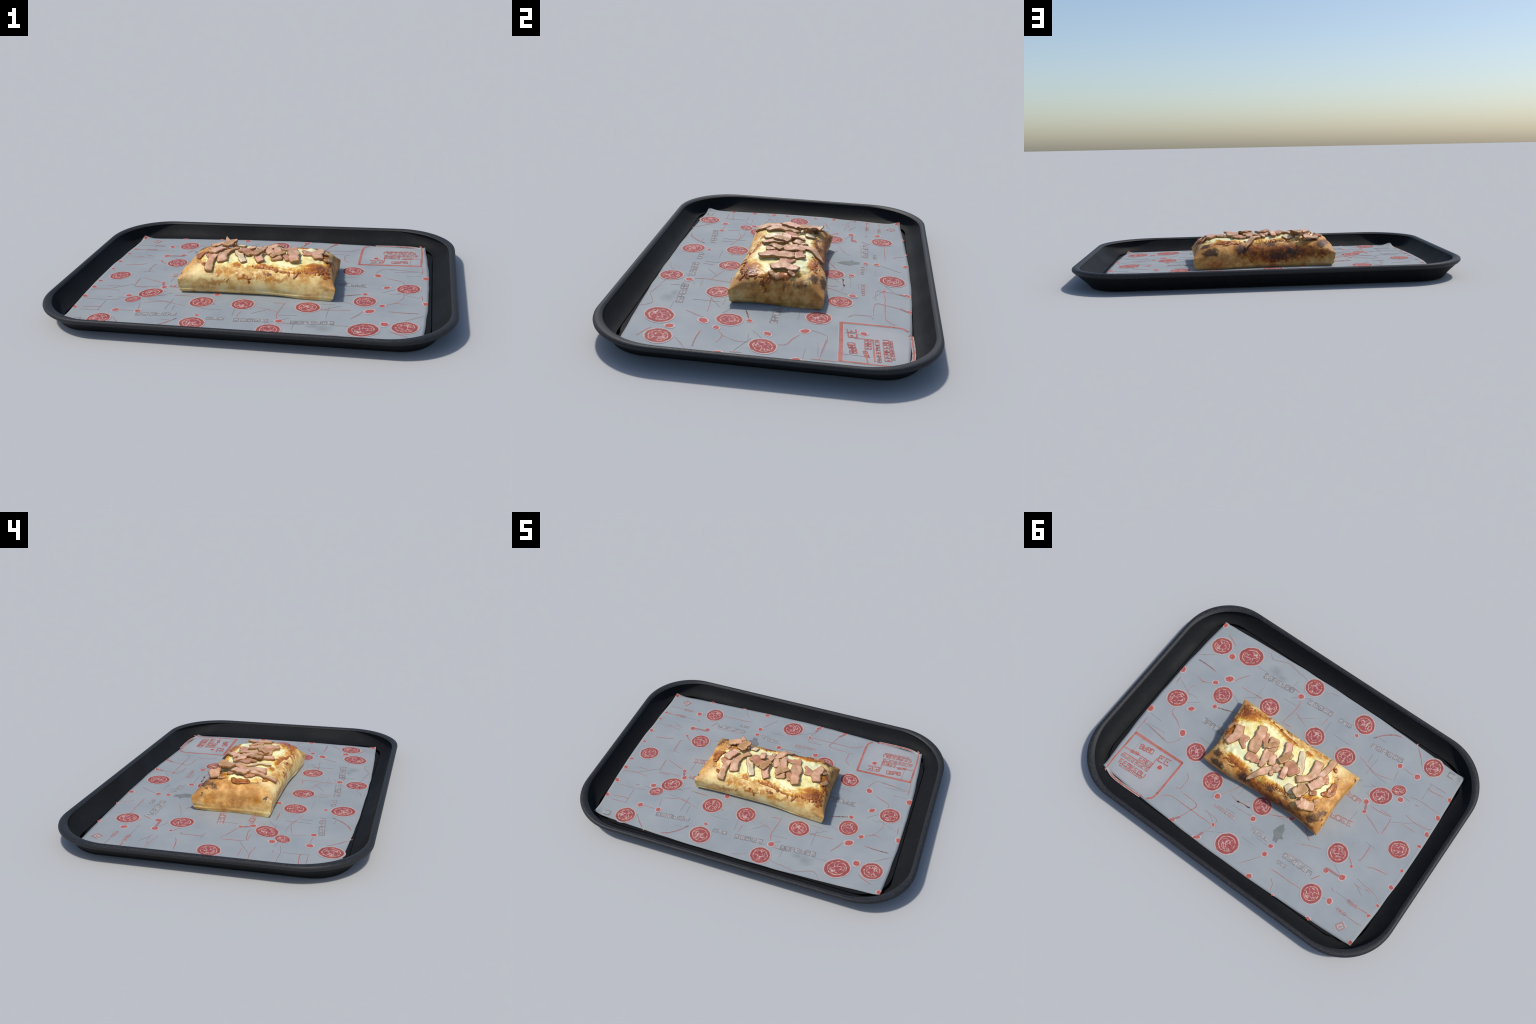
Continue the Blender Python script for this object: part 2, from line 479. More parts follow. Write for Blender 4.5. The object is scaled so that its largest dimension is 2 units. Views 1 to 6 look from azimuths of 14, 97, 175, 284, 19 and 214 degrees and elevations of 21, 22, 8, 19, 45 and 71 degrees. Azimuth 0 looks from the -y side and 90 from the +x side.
    s.bump(s.math("ADD", s.noise(45, 4, 0.6), s.math("MULTIPLY", s.noise(220, 2, 0.6), 0.25)), 0.22, 0.008)
    return s.done(col, s.span(mott, 0.3, 0.7, 0.62, 0.45))


def make_cheese():
    s = Shade("melted_cheese", 0.38, 0.4)
    w = s.warped(0.035, 28, 4)
    n = s.noise(18, 5, 0.6)
    col = s.ramp(n, [(0.30, (0.74, 0.61, 0.20)), (0.45, (0.86, 0.77, 0.36)), (0.60, (0.91, 0.86, 0.50)), (0.8, (0.92, 0.89, 0.60))])
    # cooler milky pool towards the back
    milky = s.patches([(0.0, 0.09, 0.18, 0.10, 0.045, 0.1), (0.25, 0.09, 0.17, 0.08, 0.05, 0.1), (0.14, 0.09, 0.17, 0.05, 0.04, 0.1)], w, 0.3)
    col = s.mix(s.math("MULTIPLY", milky, 0.7), col, (0.70, 0.72, 0.47))
    # browning that gathers at the rim
    q = s.vec("MULTIPLY", s.vec("SUBTRACT", w, (0.036, 0.004, 0.0)), (1 / 0.350, 1 / 0.168, 0.0))
    sep = s.nt.nodes.new("ShaderNodeSeparateXYZ")
    s.put(sep.inputs[0], s.vec("ABSOLUTE", q))
    f = s.math("ADD", s.math("POWER", sep.outputs[0], 4.0), s.math("POWER", sep.outputs[1], 3.0))
    hot = s.patches([(0.33, -0.12, 0.15, 0.13, 0.08, 0.1), (0.36, 0.02, 0.15, 0.06, 0.16, 0.1), (-0.06, 0.14, 0.16, 0.22, 0.05, 0.1), (0.2, 0.145, 0.15, 0.12, 0.05, 0.1),
                     (-0.24, 0.09, 0.16, 0.12, 0.07, 0.1), (0.05, -0.14, 0.16, 0.16, 0.045, 0.1), (-0.09, -0.125, 0.16, 0.06, 0.035, 0.1)], w, 0.0)
    g = s.math("ADD", s.math("ADD", f, s.math("MULTIPLY", hot, 0.78)), s.math("MULTIPLY", s.math("SUBTRACT", s.noise(38, 5, 0.72), 0.5), 1.6))
    col = s.mix(s.span(g, 0.52, 0.98), col, (0.70, 0.38, 0.050))
    col = s.mix(s.span(g, 0.88, 1.22), col, (0.42, 0.135, 0.018))
    col = s.mix(s.span(g, 1.30, 1.70), col, (0.20, 0.055, 0.014))
    fleck = s.span(s.noise(30, 4, 0.6, co=s.vec("ADD", s.co, (3.1, 1.7, 0.4))), 0.62, 0.70)
    col = s.mix(s.math("MULTIPLY", fleck, 0.65), col, (0.70, 0.40, 0.055))
    spots = s.patches([(0.094, -0.136, 0.163, 0.011, 0.010, 0.02), (-0.024, -0.121, 0.167, 0.02, 0.013, 0.02), (-0.092, -0.118, 0.168, 0.018, 0.010, 0.02),
                       (0.06, -0.140, 0.163, 0.010, 0.008, 0.02), (0.02, -0.137, 0.163, 0.012, 0.008, 0.02), (0.29, -0.10, 0.165, 0.014, 0.009, 0.03), (0.24, -0.12, 0.165, 0.012, 0.010, 0.03), (-0.12, -0.11, 0.168, 0.015, 0.010, 0.02)], s.warped(0.016, 70), 0.3)
    col = s.mix(s.math("MULTIPLY", spots, 0.9), col, (0.50, 0.19, 0.02))
    herbs = s.patches([(-0.0147, 0.1135, 0.175, 0.007, 0.005, 0.02), (-0.10, 0.10, 0.17, 0.006, 0.004, 0.02), (0.335, 0.066, 0.165, 0.007, 0.004, 0.03), (0.30, 0.085, 0.165, 0.005, 0.004, 0.03), (0.03, 0.128, 0.17, 0.004, 0.003, 0.02)], s.warped(0.006, 140), 0.4)
    col = s.mix(s.math("MULTIPLY", herbs, 0.9), col, (0.05, 0.055, 0.03))
    s.bump(s.noise(55, 4, 0.6), 0.3, 0.008)
    return s.done(col, s.span(n, 0.3, 0.7, 0.45, 0.30))


def make_crisp_cheese():
    s = Shade("browned_cheese", 0.33, 0.5)
    n = s.noise(60, 4, 0.6)
    col = s.ramp(n, [(0.3, (0.16, 0.038, 0.008)), (0.5, (0.33, 0.092, 0.012)), (0.72, (0.54, 0.22, 0.030))])
    s.bump(s.noise(120, 3, 0.6), 0.3, 0.005)
    return s.done(col)


def make_ham(name, stops, tan, amount):
    s = Shade(name, 0.37, 0.42)
    info = s.nt.nodes.new("ShaderNodeObjectInfo")
    seed = s.math("MULTIPLY", info.outputs["Random"], 20.0)
    col = s.ramp(s.noise(27, 5, 0.62, w=seed), stops)
    col = s.mix(s.math("MULTIPLY", s.span(s.noise(20, 4, 0.6, w=s.math("ADD", seed, 4.0)), 0.46, 0.64), amount), col, tan)
    col = s.mix(s.span(s.noise(130, 2, 0.6), 0.60, 0.75, 0.0, 0.35), col, (0.70, 0.45, 0.31))
    col = s.mix(s.span(info.outputs["Random"], 0.0, 1.0, 0.0, 0.24), col, (0.43, 0.235, 0.10))
    s.bump(s.noise(70, 4, 0.65), 0.30, 0.006)
    return s.done(col)


tray_mat, rim_mat, paper_mat = make_tray_plastic(), make_rim_plastic(), make_paper()
seal_mat, dot_mat = make_seal_ink(), make_dot_ink()
line_mat = make_line_ink("faded_red_ink", (0.255, 0.165, 0.165), (0.33, 0.125, 0.118))
line_faint_mat = make_line_ink("faint_ink", (0.225, 0.205, 0.21), (0.29, 0.19, 0.188))
letter_grey_mat = make_line_ink("grey_letter_ink", (0.165, 0.168, 0.172), (0.240, 0.212, 0.212), 30)
letter_red_mat = make_line_ink("pink_letter_ink", (0.28, 0.17, 0.165), (0.36, 0.16, 0.15), 30)
label_red_mat = make_line_ink("label_red_ink", (0.34, 0.085, 0.07), (0.42, 0.14, 0.12), 30)
frame_mat = make_line_ink("frame_red_ink", (0.33, 0.105, 0.085), (0.40, 0.15, 0.125), 12)
halo_mat = make_line_ink("pale_halo_ink", (0.295, 0.308, 0.315), (0.35, 0.338, 0.332), 30)
stain_mat = make_line_ink("grey_stain", (0.150, 0.165, 0.165), (0.18, 0.19, 0.19), 30)
dough_mat, cheese_mat, crisp_mat = make_dough(), make_cheese(), make_crisp_cheese()
TAN = (0.50, 0.29, 0.115)
ham_pink = make_ham("ham_pink", [(0.30, (0.50, 0.220, 0.125)), (0.47, (0.66, 0.350, 0.225)), (0.66, (0.80, 0.54, 0.38))], TAN, 0.65)
ham_dark = make_ham("ham_rosy", [(0.3, (0.42, 0.150, 0.082)), (0.5, (0.54, 0.230, 0.145)), (0.7, (0.66, 0.35, 0.235))], TAN, 0.35)
ham_brown = make_ham("ham_browned", [(0.28, (0.33, 0.165, 0.060)), (0.48, (0.47, 0.25, 0.110)), (0.7, (0.58, 0.34, 0.19))], (0.36, 0.20, 0.06), 0.7)
ham_pale = make_ham("ham_under_cheese", [(0.28, (0.68, 0.47, 0.27)), (0.5, (0.76, 0.59, 0.37)), (0.7, (0.82, 0.71, 0.46))], (0.82, 0.74, 0.44), 0.6)
ham_rim = make_ham("ham_browned_rim", [(0.28, (0.44, 0.200, 0.085)), (0.48, (0.56, 0.29, 0.150)), (0.7, (0.67, 0.39, 0.23))], TAN, 0.8)
ham_edge = make_ham("ham_crisp_edge", [(0.28, (0.14, 0.050, 0.013)), (0.48, (0.25, 0.098, 0.027)), (0.7, (0.36, 0.165, 0.055))], (0.23, 0.125, 0.030), 0.6)

# ----------------------------------------------------------------- serving tray
tray = thing("serving_tray", "black plastic cafeteria tray with rolled rim and sloping sides", "serving tray")

# profile of half sizes, corner radius and height, from the middle of the floor out, over the rim and under
FLOOR_PROFILE = [(0.40, 0.22, 0.05, 0.0200), (0.84, 0.565, 0.11, 0.0200), (0.880, 0.605, 0.190, 0.0206)]
WALL_IN = [(0.880, 0.605, 0.190, 0.0206), (0.894, 0.619, 0.245, 0.0250), (0.913, 0.637, 0.305, 0.0375), (0.934, 0.655, 0.338, 0.0560),
           (0.952, 0.670, 0.338, 0.0750), (0.967, 0.683, 0.310, 0.0900)]
RIM = [(0.369, -0.140), (0.305, -0.160), (0.250, -0.160), (0.204, -0.170), (0.143, -0.154), (0.044, -0.138),
              (-0.018, -0.132), (-0.100, -0.136), (-0.150, -0.136), (-0.235, -0.125), (-0.281, -0.090), (-0.303, -0.050),
              (-0.290, 0.033), (-0.262, 0.075), (-0.210, 0.105), (-0.171, 0.124), (-0.125, 0.130), (-0.071, 0.136),
              (-0.019, 0.146), (0.025, 0.158), (0.096, 0.162), (0.110, 0.142), (0.140, 0.146), (0.193, 0.166),
              (0.253, 0.160), (0.297, 0.131), (0.339, 0.100), (0.366, 0.036), (0.372, -0.035), (0.382, -0.098)]
_rim = sorted((math.atan2(y - CHEESE_Y, x - CHEESE_X), math.hypot(x - CHEESE_X, y - CHEESE_Y)) for x, y in CHEESE_RIM)
_ra = np.array([a for a, _ in _rim])
_rr = np.array([r for _, r in _rim])


def cheese_rim(a):
    r = float(np.interp(a, _ra, _rr, period=2 * math.pi))
    wob = 0.012 * nz(math.cos(a) * 9 * r, math.sin(a) * 9 * r, 5.0, 3.0) + 0.006 * nz(a * 9, 2.0, 8.0)
    return r + wob


def cheese_thick(rho, x, y):
    if rho > 1:
        return -0.003
    body = 0.0105 * (1 - rho ** 7) ** 0.6
    lumps = (0.0080 * nz(x, y, 0.2, 16) + 0.0040 * nz(x, y, 0.9, 42)) * (1 - rho ** 4)
    crust = (0.009 * max(0.0, nz(x, y, 4.2, 34)) + 0.004 * abs(nz(x, y, 7.2, 70))) * smooth(0.62, 0.88, rho)
    return body + lumps + crust - 0.0015


def top_z(x, y):
    """Height of whatever lies on top of the loaf here, dough or cheese."""
    dx, dy = x - CHEESE_X, y - CHEESE_Y
    rho = math.hypot(dx, dy) / max(1e-4, cheese_rim(math.atan2(dy, dx)))
    return dough_z(x, y) + max(0.0, cheese_thick(rho, x, y))


# ----------------------------------------------------------------- the tray and liner shapes
def rounded_rect(hx, hy, r, arc=18, straight_x=28, straight_y=20):
    """Counter-clockwise closed outline of a rounded rectangle with a fixed point count."""
    pts = []
    corners = [(1, 1, 0), (-1, 1, 1), (-1, -1, 2), (1, -1, 3)]
    for i, (sx, sy, q) in enumerate(corners):
        cx, cy = sx * (hx - r), sy * (hy - r)
        for k in range(arc + 1):
            a = (q + k / arc) * math.pi / 2
            pts.append((cx + r * math.cos(a), cy + r * math.sin(a)))
        nx_, ny_, nq = corners[(i + 1) % 4]
        ex, ey = nx_ * (hx - r) + r * math.cos(nq * math.pi / 2), ny_ * (hy - r) + r * math.sin(nq * math.pi / 2)
        px, py = pts[-1]
        n = straight_x if q in (0, 2) else straight_y
        for k in range(1, n):
            pts.append((lerp(px, ex, k / n), lerp(py, ey, k / n)))
    return pts


FLOOR_HX, FLOOR_HY, FLOOR_R = 0.880, 0.605, 0.155


def outside_floor(x, y):
    """Distance outside the flat floor of the tray (negative inside)."""
    qx, qy = abs(x) - (FLOOR_HX - FLOOR_R), abs(y) - (FLOOR_HY - FLOOR_R)
    return math.hypot(max(qx, 0), max(qy, 0)) + min(max(qx, qy), 0) - FLOOR_R


def paper_z(x, y):
    d = outside_floor(x, y) + 0.006
    z = PAPER_TOP + 0.0008 * nz(x, y, 1.0, 3.0) * smooth(0.45, 0.6, max(abs(x) * 0.9, abs(y) * 1.4))
    if d > 0:
        z += 0.47 * d * smooth(-0.01, 0.03, d)
    return z


# ----------------------------------------------------------------- mesh helpers
def new_object(name, verts, faces, mats, parent=None, smooth_shade=True, face_mats=None, location=(0, 0, 0)):
    me = bpy.data.meshes.new(name)
    me.from_pydata([tuple(v) for v in verts], [], faces)
    me.validate()
    for m in (mats if isinstance(mats, (list, tuple)) else [mats]):
        me.materials.append(m)
    if face_mats is not None and len(face_mats) == len(me.polygons):
        me.polygons.foreach_set("material_index", face_mats)
    me.polygons.foreach_set("use_smooth", [smooth_shade] * len(me.polygons))
    me.update()
    ob = bpy.data.objects.new(name, me)
    ob.location = location
    bpy.context.scene.collection.objects.link(ob)
    if parent is not None:
        ob.parent = parent
    return ob


def instance(name, source, parent):
    ob = source.copy()
    ob.name = name
    bpy.context.scene.collection.objects.link(ob)
    ob.parent = parent
    return ob


def thing(name, label, category, location=(0, 0, 0)):
    ob = bpy.data.objects.new(name, None)
    ob.empty_display_size = 0.1
    ob.location = location
    ob["label"] = label
    ob["category"] = category
    bpy.context.scene.collection.objects.link(ob)
    return ob


def bridge(n, a, b):
    """Quads between ring a and ring b, each of n vertices starting at those indices."""
    return [(a + i, a + (i + 1) % n, b + (i + 1) % n, b + i) for i in range(n)]


def catmull(pts, n):
    pts = [Vector(p) for p in pts]
    if len(pts) == 2:
        return [pts[0].lerp(pts[1], i / (n - 1)) for i in range(n)]
    ext = [2 * pts[0] - pts[1]] + pts + [2 * pts[-1] - pts[-2]]
    out = []
    for i in range(n):
        u = i / (n - 1) * (len(pts) - 1)
        k = min(int(u), len(pts) - 2)
        t = u - k
        p0, p1, p2, p3 = ext[k:k + 4]
        out.append(0.5 * (2 * p1 + (p2 - p0) * t + (2 * p0 - 5 * p1 + 4 * p2 - p3) * t * t + (3 * p1 - p0 - 3 * p2 + p3) * t ** 3))
    return out


# ----------------------------------------------------------------- material helper
class Shade:
    """Small wrapper to write node trees as expressions."""

    def __init__(self, name, rough=0.6, spec=0.4):
        self.mat = bpy.data.materials.new(name)
        self.mat.use_nodes = True
        self.nt = self.mat.node_tree
        self.nt.nodes.clear()
        out = self.nt.nodes.new("ShaderNodeOutputMaterial")
        self.bsdf = self.nt.nodes.new("ShaderNodeBsdfPrincipled")
        self.nt.links.new(self.bsdf.outputs[0], out.inputs[0])
        self.bsdf.inputs["Roughness"].default_value = rough
        self.bsdf.inputs["Specular IOR Level"].default_value = spec
        self.co = self.nt.nodes.new("ShaderNodeTexCoord").outputs["Object"]

    def put(self, sock, val):
        if isinstance(val, bpy.types.NodeSocket):
            self.nt.links.new(val, sock)
        elif hasattr(sock, "default_value") and isinstance(val, (tuple, list)):
            sock.default_value = (*val, 1.0) if len(val) == 3 and len(sock.default_value) == 4 else val
        else:
            sock.default_value = val

    def math(self, op, a, b=0.0, c=None, clamp=False):
        n = self.nt.nodes.new("ShaderNodeMath")
        n.operation, n.use_clamp = op, clamp
        self.put(n.inputs[0], a)
        self.put(n.inputs[1], b)
        if c is not None:
            self.put(n.inputs[2], c)
        return n.outputs[0]

    def vec(self, op, a, b=None):
        n = self.nt.nodes.new("ShaderNodeVectorMath")
        n.operation = op
        self.put(n.inputs[0], a)
        if b is not None:
            self.put(n.inputs[1], b)
        return n.outputs["Value"] if op in ("LENGTH", "DISTANCE") else n.outputs[0]

    def noise(self, scale, detail=3.0, rough=0.55, co=None, w=None, color=False, distort=0.0):
        n = self.nt.nodes.new("ShaderNodeTexNoise")
        if w is not None:
            n.noise_dimensions = "4D"
            self.put(n.inputs["W"], w)
        self.put(n.inputs["Vector"], co or self.co)
        n.inputs["Scale"].default_value = scale
        n.inputs["Detail"].default_value = detail
        n.inputs["Roughness"].default_value = rough
        n.inputs["Distortion"].default_value = distort
        return n.outputs["Color" if color else "Fac"]

    def span(self, x, a, b, lo=0.0, hi=1.0, kind="SMOOTHSTEP"):
        n = self.nt.nodes.new("ShaderNodeMapRange")
        n.interpolation_type = kind
        self.put(n.inputs[0], x)
        for i, v in enumerate((a, b, lo, hi)):
            self.put(n.inputs[i + 1], v)
        return n.outputs[0]

    def mix(self, fac, a, b, blend="MIX"):
        n = self.nt.nodes.new("ShaderNodeMix")
        n.data_type, n.blend_type = "RGBA", blend
        self.put(n.inputs[0], fac)
        self.put(n.inputs[6], a)
        self.put(n.inputs[7], b)
        return n.outputs[2]

    def ramp(self, fac, stops):
        n = self.nt.nodes.new("ShaderNodeValToRGB")
        el = n.color_ramp.elements
        while len(el) < len(stops):
            el.new(0.5)
        for e, (p, c) in zip(el, stops):
            e.position, e.color = p, (*c, 1.0)
        self.put(n.inputs[0], fac)
        return n.outputs[0]

    def warped(self, amount, scale, detail=3.0):
        """Object coordinates pushed about by noise, for ragged patches."""
        c = self.vec("SUBTRACT", self.noise(scale, detail, 0.6, color=True), (0.5, 0.5, 0.5))
        return self.vec("ADD", self.co, self.vec("MULTIPLY", c, (amount, amount, amount)))

    def patches(self, spots, co, inner=0.35):
        """Mask: soft ellipsoid patches, each given as centre x, y, z and radii rx, ry, rz."""
        total = None
        for x, y, z, rx, ry, rz in spots:
            d = self.vec("MULTIPLY", self.vec("SUBTRACT", co, (x, y, z)), (1 / rx, 1 / ry, 1 / rz))
            m = self.span(self.vec("LENGTH", d), 1.0, inner)
            total = m if total is None else self.math("MAXIMUM", total, m)
        return total

    def bump(self, height, strength=0.3, dist=0.01):
        n = self.nt.nodes.new("ShaderNodeBump")
        n.inputs["Strength"].default_value = strength
        n.inputs["Distance"].default_value = dist
        self.put(n.inputs["Height"], height)
        self.put(self.bsdf.inputs["Normal"], n.outputs[0])

    def done(self, color, rough=None):
        self.put(self.bsdf.inputs["Base Color"], color)
        if rough is not None:
            self.put(self.bsdf.inputs["Roughness"], rough)
        return self.mat


# ----------------------------------------------------------------- materials
PAPER_COLOUR = (0.276, 0.298, 0.309)
INK_RED = (0.36, 0.082, 0.075)
INK_PALE = (0.56, 0.45, 0.42)


def make_tray_plastic():
    s = Shade("black_tray_plastic", 0.65, 0.12)
    scuff = s.noise(60, 4, 0.65)
    broad = s.noise(4, 3, 0.5)
    col = s.mix(s.span(scuff, 0.45, 0.75), (0.0085, 0.009, 0.010), (0.013, 0.0135, 0.0145))
    col = s.mix(s.span(broad, 0.35, 0.7, 0.0, 0.5), col, (0.006, 0.0065, 0.0075))
    s.bump(s.noise(260, 2, 0.5), 0.06, 0.002)
    return s.done(col, s.span(broad, 0.3, 0.7, 0.58, 0.72))


def make_rim_plastic():
    s = Shade("scuffed_rim_plastic", 0.55, 0.25)
    sc = s.noise(90, 5, 0.7, co=s.vec("MULTIPLY", s.co, (1.0, 1.0, 4.0)))
    col = s.mix(s.span(sc, 0.42, 0.72), (0.014, 0.015, 0.017), (0.034, 0.035, 0.039))
    s.bump(sc, 0.12, 0.003)
    return s.done(col, s.span(sc, 0.3, 0.7, 0.45, 0.62))


def make_paper():
    s = Shade("grey_liner_paper", 0.75, 0.25)
    grain = s.noise(420, 2, 0.6)
    cloud = s.noise(5, 4, 0.55)
    warp = s.nt.nodes.new("ShaderNodeTexWave")
    warp.bands_direction = "Y"
    s.put(warp.inputs["Vector"], s.co)
    warp.inputs["Scale"].default_value = 30
    warp.inputs["Distortion"].default_value = 6
    warp.inputs["Detail"].default_value = 3
    warp.inputs["Detail Scale"].default_value = 3
    col = s.ramp(cloud, [(0.3, (0.242, 0.270, 0.288)), (0.5, PAPER_COLOUR), (0.72, (0.310, 0.326, 0.326))])
    col = s.mix(s.span(grain, 0.56, 0.72, 0.0, 0.55), col, (0.38, 0.395, 0.395))
    col = s.mix(s.span(grain, 0.44, 0.30, 0.0, 0.35), col, (0.22, 0.25, 0.27))
    col = s.mix(s.math("MULTIPLY", warp.outputs["Fac"], 0.10), col, (0.25, 0.27, 0.29))
    w = s.warped(0.05, 25)
    col = s.mix(s.math("MULTIPLY", s.patches([(0.40, -0.485, 0.024, 0.065, 0.055, 0.1), (0.345, -0.475, 0.024, 0.05, 0.03, 0.1)], w, 0.0), 0.55), col, (0.15, 0.17, 0.16))
    col = s.mix(s.math("MULTIPLY", s.patches([(0.66, 0.45, 0.024, 0.22, 0.2, 0.2)], w, 0.5), 0.45), col, (0.39, 0.375, 0.375))
    return s.done(col)


def make_seal_ink():
    """Round red seal with a pale rim and a wobbly doodle inside; the doodle differs from seal to seal."""
    s = Shade("red_seal_ink", 0.7, 0.25)
    info = s.nt.nodes.new("ShaderNodeObjectInfo")
    seed = s.math("MULTIPLY", info.outputs["Random"], 60.0)
    flat = s.vec("MULTIPLY", s.co, (1, 1, 0))
    wob = s.vec("SUBTRACT", s.noise(3.2, 2, 0.5, co=flat, w=seed, color=True), (0.5, 0.5, 0.5))
    co = s.vec("ADD", flat, s.vec("MULTIPLY", wob, (0.16, 0.16, 0.0)))
    r = s.vec("LENGTH", co)
    r0 = s.vec("LENGTH", flat)
    vor = s.nt.nodes.new("ShaderNodeTexVoronoi")
    vor.voronoi_dimensions = "4D"
    vor.feature = "DISTANCE_TO_EDGE"
    s.put(vor.inputs["Vector"], s.vec("ADD", flat, s.vec("MULTIPLY", wob, (0.5, 0.5, 0.0))))
    s.put(vor.inputs["W"], seed)
    vor.inputs["Scale"].default_value = 2.5
    lines = s.span(vor.outputs["Distance"], 0.062, 0.025)
    lines = s.math("MULTIPLY", lines, s.span(r, 0.56, 0.50))
    broken = s.noise(5.0, 2, 0.6, co=flat, w=s.math("ADD", seed, 9.0))
    lines = s.math("MULTIPLY", lines, s.span(broken, 0.36, 0.46))
    ring = s.math("MULTIPLY", s.span(s.math("ABSOLUTE", s.math("SUBTRACT", r, 0.64)), 0.050, 0.02), s.span(broken, 0.60, 0.48))
    doodle = s.math("MAXIMUM", lines, ring)
    tone = s.noise(2.2, 3, 0.5, co=flat, w=seed)
    red = s.ramp(tone, [(0.3, (0.235, 0.054, 0.052)), (0.52, (0.290, 0.068, 0.060)), (0.72, (0.37, 0.105, 0.076))])
    col = s.mix(s.math("MULTIPLY", s.span(r, 0.62, 0.4), 0.45), red, (0.30, 0.065, 0.085))
    col = s.mix(s.math("MULTIPLY", doodle, 0.80), col, (0.55, 0.40, 0.35))
    edge = s.span(r, 0.865, 0.905)
    col = s.mix(edge, col, (0.41, 0.33, 0.32))
    col = s.mix(s.span(r0, 0.95, 1.02), col, PAPER_COLOUR)
    return s.done(col)


def make_dot_ink():
    s = Shade("red_dot_ink", 0.7, 0.25)
    info = s.nt.nodes.new("ShaderNodeObjectInfo")
    seed = s.math("MULTIPLY", info.outputs["Random"], 40.0)
    flat = s.vec("MULTIPLY", s.co, (1, 1, 0))
    n = s.noise(2.2, 3, 0.6, co=flat, w=seed)
    r = s.math("ADD", s.vec("LENGTH", flat), s.math("MULTIPLY", s.math("SUBTRACT", n, 0.5), 0.5))
    spot = s.noise(3.5, 2, 0.5, co=flat, w=s.math("ADD", seed, 5.0))
    red = s.mix(s.span(spot, 0.55, 0.68), (0.365, 0.085, 0.070), (0.48, 0.22, 0.17))
    col = s.mix(s.span(r, 0.68, 0.80), red, (0.47, 0.37, 0.36))
    col = s.mix(s.span(r, 0.95, 1.08), col, PAPER_COLOUR)
    return s.done(col)


def make_line_ink(name, a, b, scale=16):
    s = Shade(name, 0.7, 0.25)
    return s.done(s.mix(s.span(s.noise(scale, 3, 0.6), 0.36, 0.64), a, b))


